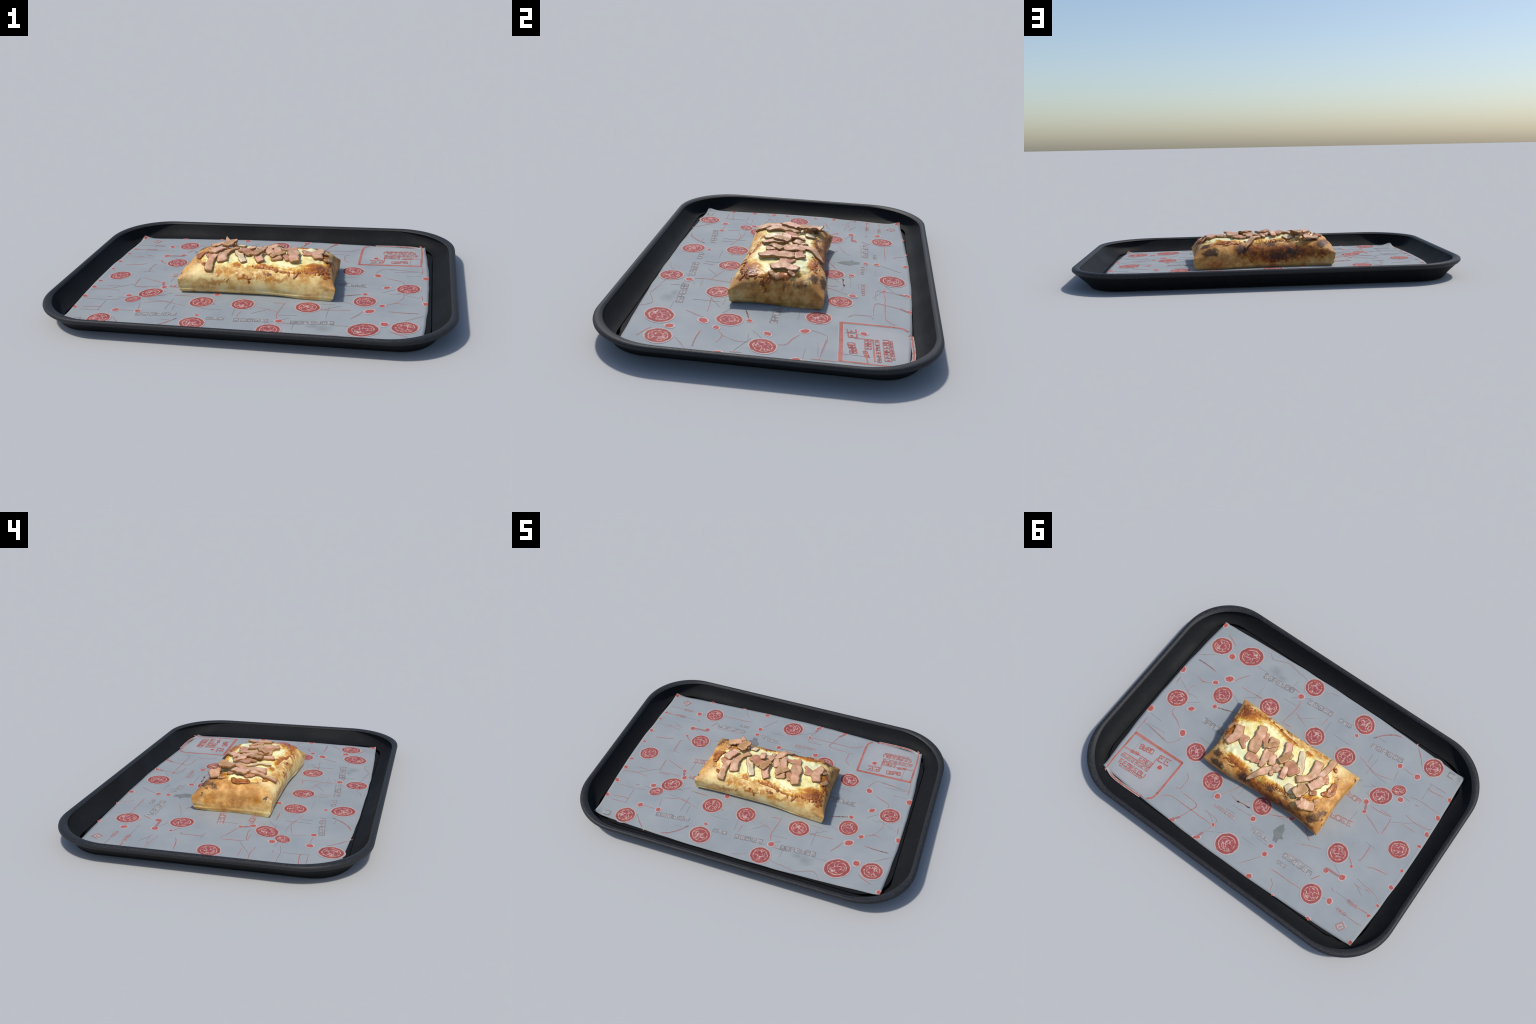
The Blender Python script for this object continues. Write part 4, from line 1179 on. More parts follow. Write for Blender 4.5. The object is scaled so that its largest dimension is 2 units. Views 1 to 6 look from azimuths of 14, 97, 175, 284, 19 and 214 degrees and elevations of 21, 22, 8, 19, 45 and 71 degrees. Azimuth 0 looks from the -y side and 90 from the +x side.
# thin drawn lines
STROKES = [
    [(0.851, -0.296), (0.761, -0.36)],
    [(0.818, -0.276), (0.745, -0.279), (0.68, -0.27)],
    [(0.769, -0.189), (0.712, -0.178), (0.667, -0.202)],
    [(0.706, -0.179), (0.745, -0.11), (0.742, -0.062)],
    [(0.837, -0.123), (0.834, -0.076)],
    [(0.742, 0.06), (0.733, 0.09), (0.686, 0.109), (0.639, 0.135)],
    [(0.541, -0.091), (0.487, -0.109), (0.441, -0.122)],
    [(0.562, -0.289), (0.546, -0.322), (0.512, -0.375)],
    [(0.828, 0.196), (0.831, 0.234), (0.829, 0.299)],
    [(0.81, 0.231), (0.747, 0.238), (0.661, 0.246)],
    [(0.778, -0.519), (0.733, -0.5), (0.7, -0.479)],
    [(0.501, -0.284), (0.446, -0.287)],
    [(0.502, -0.593), (0.486, -0.56), (0.455, -0.545), (0.376, -0.577), (0.342, -0.577), (0.285, -0.562), (0.258, -0.563), (0.215, -0.55)],
    [(0.447, -0.289), (0.356, -0.295)],
    [(0.167, -0.419), (0.16, -0.356), (0.177, -0.241)],
    [(0.152, -0.344), (0.105, -0.325), (0.045, -0.303)],
    [(0.246, -0.459), (0.202, -0.461)],
    [(0.173, -0.244), (0.12, -0.247)],
    [(0.075, -0.548), (0.045, -0.57), (-0.002, -0.58)],
    [(-0.309, -0.48), (-0.356, -0.538), (-0.433, -0.583)],
    [(-0.025, -0.42), (-0.021, -0.364)],
    [(0.828, 0.23), (0.732, 0.243), (0.631, 0.248), (0.594, 0.195), (0.586, 0.177)],
    [(0.431, 0.33), (0.403, 0.355), (0.402, 0.428)],
    [(0.196, 0.313), (0.156, 0.253), (0.133, 0.196)],
    [(0.153, 0.284), (0.097, 0.294), (0.017, 0.285)],
    [(0.471, 0.535), (0.449, 0.507), (0.409, 0.489), (0.288, 0.489), (0.19, 0.489), (0.134, 0.486)],
    [(0.39, 0.436), (0.273, 0.445), (0.276, 0.491), (0.293, 0.537), (0.325, 0.593)],
    [(0.223, 0.447), (0.132, 0.446), (0.124, 0.484), (0.151, 0.574)],
    [(0.429, 0.436), (0.399, 0.426)],
    [(-0.312, -0.337), (-0.418, -0.305), (-0.459, -0.307), (-0.531, -0.325)],
    [(-0.306, -0.477), (-0.355, -0.528), (-0.397, -0.57), (-0.449, -0.579)],
    [(-0.554, -0.58), (-0.598, -0.536), (-0.625, -0.498)],
    [(-0.551, -0.426), (-0.618, -0.424)],
    [(-0.535, -0.391), (-0.55, -0.328)],
    [(-0.528, -0.071), (-0.577, -0.052), (-0.648, -0.022)],
    [(-0.525, -0.13), (-0.577, -0.129), (-0.646, -0.141)],
    [(-0.67, -0.303), (-0.733, -0.316), (-0.794, -0.316), (-0.846, -0.315)],
    [(-0.711, -0.2), (-0.773, -0.19), (-0.844, -0.199), (-0.873, -0.215)],
    [(-0.72, -0.281), (-0.742, -0.286)],
    [(-0.721, -0.144), (-0.807, -0.145)],
    [(-0.657, -0.133), (-0.664, -0.029)],
    [(-0.727, -0.407), (-0.76, -0.403), (-0.826, -0.412)],
    [(-0.723, -0.438), (-0.828, -0.442)],
    [(0.107, 0.298), (0.062, 0.287), (0.014, 0.286)],
    [(-0.09, 0.253), (-0.152, 0.222), (-0.196, 0.203)],
    [(-0.125, 0.569), (-0.161, 0.519), (-0.195, 0.473)],
    [(-0.282, 0.493), (-0.363, 0.491), (-0.474, 0.488)],
    [(-0.312, 0.534), (-0.339, 0.556), (-0.348, 0.59)],
    [(-0.304, 0.302), (-0.367, 0.267), (-0.441, 0.24)],
    [(-0.294, 0.186), (-0.34, 0.228), (-0.363, 0.238)],
    [(-0.49, 0.411), (-0.52, 0.366)],
    [(-0.301, 0.369), (-0.47, 0.361)],
    [(-0.586, 0.183), (-0.631, 0.219)],
    [(-0.697, 0.175), (-0.745, 0.156), (-0.813, 0.145)],
    [(-0.693, 0.259), (-0.764, 0.267), (-0.807, 0.271), (-0.856, 0.292)],
    [(-0.701, 0.292), (-0.742, 0.293)],
    [(-0.702, 0.389), (-0.757, 0.389), (-0.819, 0.385), (-0.873, 0.385)],
    [(-0.684, 0.458), (-0.805, 0.46), (-0.852, 0.456)],
    [(-0.759, 0.281), (-0.785, 0.283)],
    [(-0.648, 0.063), (-0.653, 0.102), (-0.65, 0.165), (-0.635, 0.165)],
    [(-0.559, 0.106), (-0.575, 0.111)],
    [(-0.606, 0.382), (-0.628, 0.392)],
    [(-0.399, -0.216), (-0.346, -0.223), (-0.302, -0.22)],
    [(0.685, -0.278), (0.821, -0.277)],
    [(0.438, -0.127), (0.539, -0.093)],
]
# rows of little block letters: from, to, height, how many, tone (0 grey, 1 pink, 2 label red)
ROWS = [
    (0.393, 0.016, 0.559, 0.015, 0.034, 6, 0),
    (0.442, -0.427, 0.237, -0.447, 0.034, 7, 0),
    (0.134, -0.443, -0.037, -0.459, 0.032, 5, 0),
    (-0.081, -0.455, -0.167, -0.459, 0.025, 3, 0),
    (-0.322, -0.433, -0.527, -0.46, 0.030, 6, 0),
    (-0.358, -0.114, -0.466, -0.109, 0.030, 4, 1),
    (-0.369, 0.046, -0.501, 0.026, 0.032, 4, 1),
    (-0.061, 0.379, -0.175, 0.376, 0.019, 5, 0),
    (-0.289, 0.389, -0.478, 0.387, 0.028, 6, 0),
    (0.19, 0.387, 0.052, 0.385, 0.017, 6, 1),
    (-0.284, 0.439, -0.345, 0.437, 0.017, 3, 0),
    (-0.749, 0.551, -0.778, 0.5, 0.038, 1, 1),
    (-0.717, 0.389, -0.786, 0.388, 0.019, 4, 1),
    (-0.695, 0.46, -0.754, 0.458, 0.017, 3, 1),
    (-0.772, -0.548, -0.822, -0.551, 0.034, 1, 0),
    (0.752, 0.361, 0.661, 0.347, 0.028, 4, 2),
    (0.621, 0.355, 0.541, 0.345, 0.036, 2, 2),
    (0.776, 0.417, 0.724, 0.405, 0.017, 3, 2),
    (0.707, 0.418, 0.616, 0.415, 0.025, 4, 2),
    (0.805, 0.464, 0.617, 0.452, 0.015, 8, 2),
    (0.791, 0.498, 0.61, 0.488, 0.025, 7, 2),
    (0.775, 0.517, 0.617, 0.507, 0.015, 6, 2),
]

seal_source = None
for x, y, a, b, turn in SEALS:
    if seal_source is None:
        ob = seal_source = blob_mesh("printed_seal", seal_mat, lambda t: 1 + 0.02 * math.sin(3 * t), 56, 5)
    else:
        ob = instance("printed_seal", seal_source, liner)
    ob.location = (x, y, max(paper_z(x, y), PAPER_TOP) + INK - PAPER_TOP)
    ob.scale = (a * 1.09, b * 1.09, 1)
    ob.rotation_euler = (0, 0, math.radians(turn) + (0 if abs(a - b) > 0.006 else rng.uniform(0, 6.28)))



def on_sheet(x, y, margin=0.002):
    v, u = y / 0.6, x / 0.87
    return -(0.888 - 0.026 * v * v) + margin < x < 0.868 - 0.026 * v * v - margin and -(0.604 - 0.030 * u * u) + margin < y < 0.612 - 0.034 * u * u - margin


def dot_outline(k):
    ph = 1.7 * k + 0.4
    return lambda t: 1 + 0.10 * math.sin(2 * t + ph) + 0.07 * math.sin(3 * t + 2 * ph) + 0.05 * math.cos(4 * t + k)


dot_sources = {}
for i, (x, y, a, b, turn) in enumerate(DOTS):
    k = i % 4
    spin = math.radians(turn) if abs(a - b) > 0.0025 else 1.3 * i
    a, b = a * 1.18, b * 1.18
    reach = 1.3 * max(a, b)
    clear = all(on_sheet(x + reach * math.cos(t), y + reach * math.sin(t)) for t in (0, 0.8, 1.6, 2.4, 3.1, 3.9, 4.7, 5.5)) and outside_floor(x, y) < -reach
    if clear and k in dot_sources:
        ob = instance("printed_dot", dot_sources[k], liner)
    else:
        ob = blob_mesh("printed_dot", dot_mat, dot_outline(k), 28, 3)
        if clear:
            dot_sources[k] = ob
    ob.location = (x, y, PAPER_TOP + INK - PAPER_TOP)
    ob.scale = (a, b, 1)
    ob.rotation_euler = (0, 0, spin)
    if not clear:
        # a mark at the border is cut off by the sheet's edge and follows its upturned rim
        for vert in ob.data.vertices:
            f = 1.0
            while f > 0.0:
                px, py = vert.co.x * f * a, vert.co.y * f * b
                wx, wy = x + px * math.cos(spin) - py * math.sin(spin), y + px * math.sin(spin) + py * math.cos(spin)
                if on_sheet(wx, wy):
                    break
                f -= 0.05
            vert.co = (vert.co.x * f, vert.co.y * f, vert.co.z + paper_z(wx, wy) - PAPER_TOP)


class Print:
    """Collects flat printed ribbons and plates that follow the sheet, as thin solids."""

    def __init__(self):
        self.v, self.f = [], []

    def ribbon(self, pts, widths, lift=INK):
        n = len(pts)
        base = len(self.v)
        for i, p in enumerate(pts):
            a, b = pts[max(0, i - 1)], pts[min(n - 1, i + 1)]
            d = Vector((b[0] - a[0], b[1] - a[1]))
            d = d.normalized() if d.length > 1e-9 else Vector((1, 0))
            nrm = Vector((-d.y, d.x)) * widths[i] * 0.5
            for s_, dz in ((1, 0), (-1, 0), (-1, -0.0006), (1, -0.0006)):
                x, y = p[0] + nrm.x * s_, p[1] + nrm.y * s_
                self.v.append((x, y, paper_z(x, y) + lift + dz - PAPER_TOP))
        for i in range(n - 1):
            a = base + 4 * i
            for k in range(4):
                self.f.append((a + (k + 1) % 4, a + k, a + 4 + k, a + 4 + (k + 1) % 4))
        self.f.append((base, base + 1, base + 2, base + 3))
        e = base + 4 * (n - 1)
        self.f.append((e + 3, e + 2, e + 1, e))

    def stroke(self, a, b, width, lift=INK):
        n = max(2, int(math.hypot(b[0] - a[0], b[1] - a[1]) / 0.02) + 1)
        pts = [(lerp(a[0], b[0], i / (n - 1)), lerp(a[1], b[1], i / (n - 1))) for i in range(n)]
        self.ribbon(pts, [width] * n, lift)

    def build(self, name, mat):
        ob = new_object(name, self.v, self.f, mat, liner, smooth_shade=False)
        ob["kind"] = "stuff"
        return ob


# drawn lines: wobbly, swelling here and fading there, on a faint pale halo
strong, faint, halo = Print(), Print(), Print()
for k, line in enumerate(STROKES):
    length = sum(math.dist(p, q) for p, q in zip(line, line[1:]))
    n = max(4, int(length / 0.012))
    pts = [(p.x, p.y) for p in catmull([(x, y, 0) for x, y in line], n)]
    pts = [(x + 0.0022 * nz(x, y, k, 30), y + 0.0022 * nz(y, x, k + 50, 30)) for x, y in pts]
    widths = [0.0036 * (1 + 0.7 * nz(i * 0.35, k * 3.1, 0.5)) * (0.5 + 0.5 * min(1, 4 * i / n, 4 * (n - 1 - i) / n)) + 0.0008 for i in range(n)]
    (strong if k % 3 else faint).ribbon(pts, widths, INK - 0.0002)
    halo.ribbon(pts, [w + 0.0055 for w in widths], INK - 0.0006)
for line, w in (([(-0.528, 0.336), (-0.524, 0.312), (-0.575, 0.309), (-0.625, 0.306)], 0.013), ([(0.335, 0.597), (0.315, 0.575), (0.300, 0.555)], 0.014), ([(0.160, 0.594), (0.150, 0.568), (0.143, 0.550)], 0.012),
                ([(-0.49, -0.132), (-0.504, -0.105), (-0.512, -0.079)], 0.014)):
    strong.ribbon([(p.x, p.y) for p in catmull([(x, y, 0) for x, y in line], 10)], [w * (0.8 + 0.3 * nz(i, 1.5)) for i in range(10)], INK + 0.0001)
for k in range(70):       # fine hairlines, mostly running along or across the sheet
    x, y = rng.uniform(-0.80, 0.78), rng.uniform(-0.54, 0.54)
    a = rng.choice((0, 0, 0, math.pi / 2, 0.6, -0.5)) + rng.uniform(-0.08, 0.08)
    length = rng.uniform(0.03, 0.13)
    pts = [(x + math.cos(a) * length * q / 7, y + math.sin(a) * length * q / 7 + 0.002 * nz(q * 0.5, k)) for q in range(8)]
    if all(on_sheet(px, py, 0.02) for px, py in pts):
        faint.ribbon(pts, [0.0012 + 0.0010 * abs(nz(q * 0.7, k, 3.0)) for q in range(8)], INK - 0.0002)
strong.build("printed_line", line_mat)
faint.build("printed_faint_line", line_faint_mat)

# block lettering: worn box-like characters on a paler strip
LETTERS = {0: Print(), 1: Print(), 2: Print()}
for x0, y0, x1, y1, h, count, tone in ROWS:
    ux, uy = x1 - x0, y1 - y0
    length = math.hypot(ux, uy)
    ux, uy = ux / length, uy / length
    vx, vy = -uy, ux
    cell = length / count
    pr = LETTERS[tone]
    h *= 0.86 if tone < 2 else 1.0
    sw = min(0.20 * h, 0.0058)

    def at(c, a, b):
        return x0 + ux * (c + a) * cell + vx * (b - 0.5) * h, y0 + uy * (c + a) * cell + vy * (b - 0.5) * h

    if tone < 2:
        halo.stroke((x0 - ux * 0.002, y0 - uy * 0.002), (x1 + ux * 0.002, y1 + uy * 0.002), h * 1.15, INK - 0.0006)
    for c in range(count):
        l, r = 0.12 + rng.uniform(-0.03, 0.03), 0.86 + rng.uniform(-0.05, 0.03)
        bars = [((l, 0.0), (l, 1.0)), ((l, 1.0), (r, 1.0)), ((r, 1.0), (r, 0.0)), ((r, 0.0), (l, 0.0)), ((l, 0.5), (r, 0.5)), ((0.5, 0.5), (0.5, 1.0))]
        keep = [0, 1, 2, 3]
        if rng.random() < 0.45:
            keep.remove(rng.choice((2, 2, 3, 1)))
        for b in keep:
            p, q = bars[b]
            pr.stroke(at(c, *p), at(c, *q), sw * rng.uniform(0.7, 1.25), INK)
        if rng.random() < 0.85:       # a worn mark inside the box
            my = 0.5 + rng.uniform(-0.12, 0.12)
            pr.stroke(at(c, 0.36, my), at(c, 0.62, my + rng.uniform(-0.15, 0.15)), sw * (1.8 if tone == 2 else 1.2), INK + 0.0001)
for tone, name, mat in ((0, "printed_grey_lettering", letter_grey_mat), (1, "printed_pink_lettering", letter_red_mat), (2, "printed_label_lettering", label_red_mat)):
    LETTERS[tone].build(name, mat)

# the framed label in the corner of the sheet
frame = Print()
for line, w in (([(0.826, 0.312), (0.660, 0.307), (0.488, 0.300)], 0.0165), ([(0.490, 0.296), (0.489, 0.420), (0.490, 0.526)], 0.013), ([(0.490, 0.522), (0.496, 0.560), (0.520, 0.585)], 0.011),
                ([(0.823, 0.308), (0.825, 0.420), (0.826, 0.500), (0.822, 0.572)], 0.0095), ([(0.818, 0.576), (0.760, 0.596), (0.680, 0.600), (0.560, 0.597)], 0.008),
                ([(0.816, 0.418), (0.780, 0.414), (0.712, 0.407)], 0.006), ([(0.800, 0.446), (0.720, 0.441), (0.622, 0.437)], 0.006), ([(0.622, 0.437), (0.621, 0.395), (0.624, 0.360)], 0.005)):
    n = 14
    pts = [(p.x, p.y) for p in catmull([(x, y, 0) for x, y in line], n)]
    frame.ribbon(pts, [w * (1 + 0.25 * nz(i * 0.6, w * 900, 0.1)) for i in range(n)], INK)
    halo.ribbon(pts, [w + 0.007] * n, INK - 0.0006)
for k in range(26):       # worn ornaments along the border of the label
    x = lerp(0.822, 0.545, k / 25) + rng.uniform(-0.004, 0.004)
    y = 0.583 + 0.016 * math.sin(math.pi * k / 25) ** 0.6 + rng.uniform(-0.006, 0.006)
    frame.stroke((x, y), (x + rng.uniform(-0.012, 0.004), y + rng.uniform(-0.005, 0.007)), rng.uniform(0.004, 0.008), INK + 0.0001)
frame.build("printed_label_frame", frame_mat)
halo.build("printed_pale_halo", halo_mat)

# a torn-looking grey stain
STAIN = [(-0.164, 0.314), (-0.175, 0.276), (-0.191, 0.247), (-0.214, 0.272), (-0.221, 0.310), (-0.238, 0.319), (-0.217, 0.334), (-0.220, 0.359), (-0.195, 0.361), (-0.184, 0.331)]
stain_x, stain_y = sum(p[0] for p in STAIN) / len(STAIN), sum(p[1] for p in STAIN) / len(STAIN)
ring = []
for (ax, ay), (bx, by) in zip(STAIN, STAIN[1:] + STAIN[:1]):
    for k in range(4):
        x, y = lerp(ax, bx, k / 4), lerp(ay, by, k / 4)
        ring.append((x + 0.003 * nz(x, y, 1, 90), y + 0.003 * nz(y, x, 4, 90)))
zz = INK - 0.0003
stain_v = [(stain_x, stain_y, zz)] + [(x, y, zz) for x, y in ring] + [(x, y, zz - 0.0008) for x, y in ring]
m = len(ring)
stain_f = [(0, 1 + (i + 1) % m, 1 + i) for i in range(m)] + [(1 + i, 1 + (i + 1) % m, 1 + m + (i + 1) % m, 1 + m + i) for i in range(m)]
new_object("grey_stain", stain_v, stain_f, stain_mat, liner, smooth_shade=False)

# ----------------------------------------------------------------- the stuffed bread
bread = thing("stuffed_pizza_bread", "golden folded pizza bread with melted cheese and ham strips", "stuffed bread", (0, 0, PAPER_TOP))
SIT = PAPER_TOP


def bread_part(name, verts, faces, mats, face_mats=None, smooth_shade=True):
    ob = new_object(name, [(x, y, z - SIT) for x, y, z in verts], faces, mats, bread, smooth_shade, face_mats)
    return ob


def build_dough():
    nu, nv = 200, 120

    def spread(u):      # finer steps towards the pinched seam
        return math.copysign(1 - (1 - abs(u)) ** 1.9, u)

    verts, idx = [], {}
    for j in range(nv + 1):
        for i in range(nu + 1):
            s, t = spread(-1 + 2 * i / nu), spread(-1 + 2 * j / nv)
            k = 1 - 0.018 * (abs(s) * abs(t)) ** 16           # blunt the four points
            x = BREAD_X + s * k * reach_x(t, s)
            y = BREAD_Y + t * k * reach_y(s, t)
            z = crown(s, t)
            edge = max(abs(s), abs(t))
            z += 0.0022 * nz(x, y, z, 18) * smooth(1.0, 0.9, edge)
            # the fat fold runs along the loaf and stretches towards each point
            verts.append((x, y, z))
            idx[i, j] = len(verts) - 1
    faces = [(idx[i, j], idx[i + 1, j], idx[i + 1, j + 1], idx[i, j + 1]) for j in range(nv) for i in range(nu)]
    loop = [(i, 0) for i in range(nu)] + [(nu, j) for j in range(nv)] + [(i, nv) for i in range(nu, 0, -1)] + [(0, j) for j in range(nv, 0, -1)]
    # below the seam the skin turns in, folds once, and lands on the paper: share of the way in, share of the way down
    under = [(0.02, 0.08), (0.06, 0.18), (0.12, 0.30), (0.19, 0.42), (0.27, 0.53), (0.36, 0.62), (0.33, 0.68), (0.37, 0.74), (0.46, 0.81), (0.60, 0.88), (0.80, 0.95), (1.0, 1.0)]
    prev = [idx[p] for p in loop]
    n = len(loop)
    for k, (share_in, share_down) in enumerate(under):
        ring = []
        for i, j in loop:
            x, y, z0 = verts[idx[i, j]]
            s, t = spread(-1 + 2 * i / nu), spread(-1 + 2 * j / nv)
            fx, fy = foot(s, t)
            depth = math.hypot(x - fx, y - fy)
            crease = (0.20 + 1.3 * max(0.0, nz(x, y, 7.0, 5.0))) * (0.0035 if k == 5 else -0.0025 if k in (6, 7) else 0.0) / max(depth, 0.004)
            f = min(1.0, share_in + crease)
            wav = 0.0030 * nz(x, y, share_down * 2.0, 8.0) * math.sin(math.pi * share_down)
            px, py = lerp(x, fx, f), lerp(y, fy, f)
            if abs(s) > 0.999:
                px += math.copysign(wav, s)
            if abs(t) > 0.999:
                py += math.copysign(wav, t)
            bulge = 0.003 * math.sin(math.pi * min(1.0, share_down * 1.15)) * (1 - smooth(0.7, 1.0, abs(s * t)))
            if abs(s) > 0.999:
                px += math.copysign(bulge, s)
            if abs(t) > 0.999:
                py += math.copysign(bulge * 0.6, t)
            verts.append((px, py, max(SIT + 0.0003, lerp(z0, SIT + 0.0004, share_down) + 0.004 * nz(x, y, 2.0, 6.0) * math.sin(math.pi * share_down))))
            ring.append(len(verts) - 1)
        faces += [(prev[(i + 1) % n], prev[i], ring[i], ring[(i + 1) % n]) for i in range(n)]
        prev = ring
    verts.append((BREAD_X, BREAD_Y, SIT + 0.0006))
    c = len(verts) - 1
    faces += [(prev[(i + 1) % n], prev[i], c) for i in range(n)]
    bread_part("dough_crust", verts, faces, dough_mat)


def build_cheese():
    seg, rings = 300, 60
    verts = [(CHEESE_X, CHEESE_Y, dough_z(CHEESE_X, CHEESE_Y) + cheese_thick(0, CHEESE_X, CHEESE_Y))]
    for k in range(1, rings + 1):
        rho = (k / rings) ** 0.85
        for i in range(seg):
            a = 2 * math.pi * i / seg - math.pi
            r = cheese_rim(a) * rho
            x, y = CHEESE_X + r * math.cos(a), CHEESE_Y + r * math.sin(a)
            verts.append((x, y, dough_z(x, y) + cheese_thick(min(rho, 0.99999), x, y)))
    faces = [(0, 1 + i, 1 + (i + 1) % seg) for i in range(seg)]
    for k in range(rings - 1):
        a, b = 1 + k * seg, 1 + (k + 1) * seg
        faces += [(a + i, b + i, b + (i + 1) % seg, a + (i + 1) % seg) for i in range(seg)]
    last = 1 + (rings - 1) * seg
    for i in range(seg):
        x, y, z = verts[last + i]
        verts.append((x, y, z - 0.005))
    faces += [(last + i, last + seg + i, last + seg + (i + 1) % seg, last + (i + 1) % seg) for i in range(seg)]
    faces.append(tuple(last + seg + i for i in range(seg))[::-1])
    bread_part("melted_cheese", verts, faces, cheese_mat)


ACROSS = [-1.0, -0.985, -0.93, -0.72, -0.48, -0.24, 0.0, 0.24, 0.48, 0.72, 0.93, 0.985, 1.0]   # finer towards the cut edges


def slab(name, line, widths, lift, thick, mat_top, mat_edge, curl=0.0, roll=0.0, stations=18, ragged=0.34, seed=0, drape=0.8):
    """A cut strip with real thickness that lies over the topping: spine, widths, lift at each spine point."""
    r = random.Random(seed)
    pts = catmull([(x, y, 0) for x, y in line], stations)
    us = [i / (stations - 1) for i in range(stations)]
    kn = np.linspace(0, 1, len(widths))
    kl = np.linspace(0, 1, len(lift))
    base = [top_z(p.x, p.y) for p in pts]
    flat = [sum(base[max(0, i - 4):i + 5]) / len(base[max(0, i - 4):i + 5]) for i in range(stations)]
    m = 13                                   # points across the upper side
    nring = 2 * m + 2
    verts, faces, fm = [], [], []
    ph = r.uniform(0, 50)

    def ring_at(i, shrink, dz_top, push):
        p = pts[i]
        a, b = pts[max(0, i - 1)], pts[min(stations - 1, i + 1)]
        d = (b - a).normalized()
        nrm = Vector((-d.y, d.x, 0))
        w = float(np.interp(us[i], kn, widths)) * 0.5 * (0.80 + 0.20 * min(1.0, 7 * us[i], 7 * (1 - us[i])) ** 0.5)
        wl = w * (1 + ragged * nz(us[i] * 6, ph)) * shrink
        wr = w * (1 + ragged * nz(us[i] * 6, ph + 20)) * shrink
        centre = lerp(flat[i], base[i], drape) + float(np.interp(us[i], kl, lift))
        centre += curl * (2 * us[i] - 1) ** 2 + 0.0060 * nz(us[i] * 3, ph + 7)
        out_top, out_bot = [], []
        for q in range(m):
            c = ACROSS[q]
            off = c * (wl if c < 0 else wr)
            x, y = p.x + nrm.x * off + d.x * push, p.y + nrm.y * off + d.y * push
            local = top_z(x, y)
            z = max(lerp(centre + roll * off, local + float(np.interp(us[i], kl, lift)), 0.45), local + 0.0005)
            z += 0.0026 * nz(x, y, ph, 32)
            rounding = 0.0022 * abs(c) ** 8
            out_top.append((x, y, z + thick - rounding - dz_top))
            out_bot.append((x, y, z + rounding + dz_top))
        left, right = out_top[0], out_top[-1]
        lb, rb = out_bot[0], out_bot[-1]
        bulge = 0.0018
        mid_l = tuple((u_ + v_) / 2 - (nrm[k] * bulge if k < 2 else 0) for k, (u_, v_) in enumerate(zip(left, lb)))
        mid_r = tuple((u_ + v_) / 2 + (nrm[k] * bulge if k < 2 else 0) for k, (u_, v_) in enumerate(zip(right, rb)))
        return out_top + [mid_r] + out_bot[::-1] + [mid_l]

    rings = []
    rings.append(ring_at(0, 0.93, thick * 0.30, -0.0016))
    for i in range(stations):
        rings.append(ring_at(i, 1.0, 0.0, 0.0))
    rings.append(ring_at(stations - 1, 0.93, thick * 0.30, 0.0016))
    for ring in rings:
        verts += ring
    for k in range(len(rings) - 1):
        a, b = k * nring, (k + 1) * nring
        for i in range(nring):
            j = (i + 1) % nring
            faces.append((a + i, a + j, b + j, b + i))
            side = i in (0, 1, m - 3, m - 2, m - 1, m, 2 * m, 2 * m + 1) or k in (0, len(rings) - 2)
            fm.append(1 if side else 2 if (i in (2, m - 4) or k in (1, len(rings) - 3)) and i < m else 0)
    faces.append(tuple(range(nring))[::-1])
    last = (len(rings) - 1) * nring
    faces.append(tuple(last + i for i in range(nring)))
    fm += [1, 1]
    return bread_part(name, verts, faces, [mat_top, mat_edge, ham_rim if mat_edge is ham_edge and mat_top is not ham_pale else mat_top], fm)


def drip(line, width, height, seed):
    """A rounded bead of browned cheese that ran down and set."""
    n = 12
    pts = catmull([(x, y, 0) for x, y in line], n)
    verts, faces = [], []
    m = 12
    for i in range(n):
        u = i / (n - 1)
        p = pts[i]
        d = (pts[min(n - 1, i + 1)] - pts[max(0, i - 1)]).normalized()
        nrm = Vector((-d.y, d.x, 0))
        env = max(0.03, math.sin(math.pi * min(1, max(0, 0.04 + 0.92 * u)))) ** 0.4
        w = 0.5 * width * env * (1 + 0.35 * nz(u * 3, seed * 7.3))
        for q in range(m):
            a = 2 * math.pi * q / m
            off = math.cos(a) * w
            x, y = p.x + nrm.x * off, p.y + nrm.y * off
            verts.append((x, y, dough_z(p.x, p.y) * 0.4 + dough_z(x, y) * 0.6 + 0.001 + height * env * math.sin(a)))
    for i in range(n - 1):
        a, b = i * m, (i + 1) * m
        faces += [(a + q, b + q, b + (q + 1) % m, a + (q + 1) % m) for q in range(m)]
    faces.append(tuple(range(m)))
    faces.append(tuple((n - 1) * m + q for q in range(m))[::-1])
    bread_part("browned_cheese_drip", verts, faces, crisp_mat)


build_dough()
build_cheese()

P, D, B, L, E_ = ham_pink, ham_dark, ham_brown, ham_pale, ham_edge
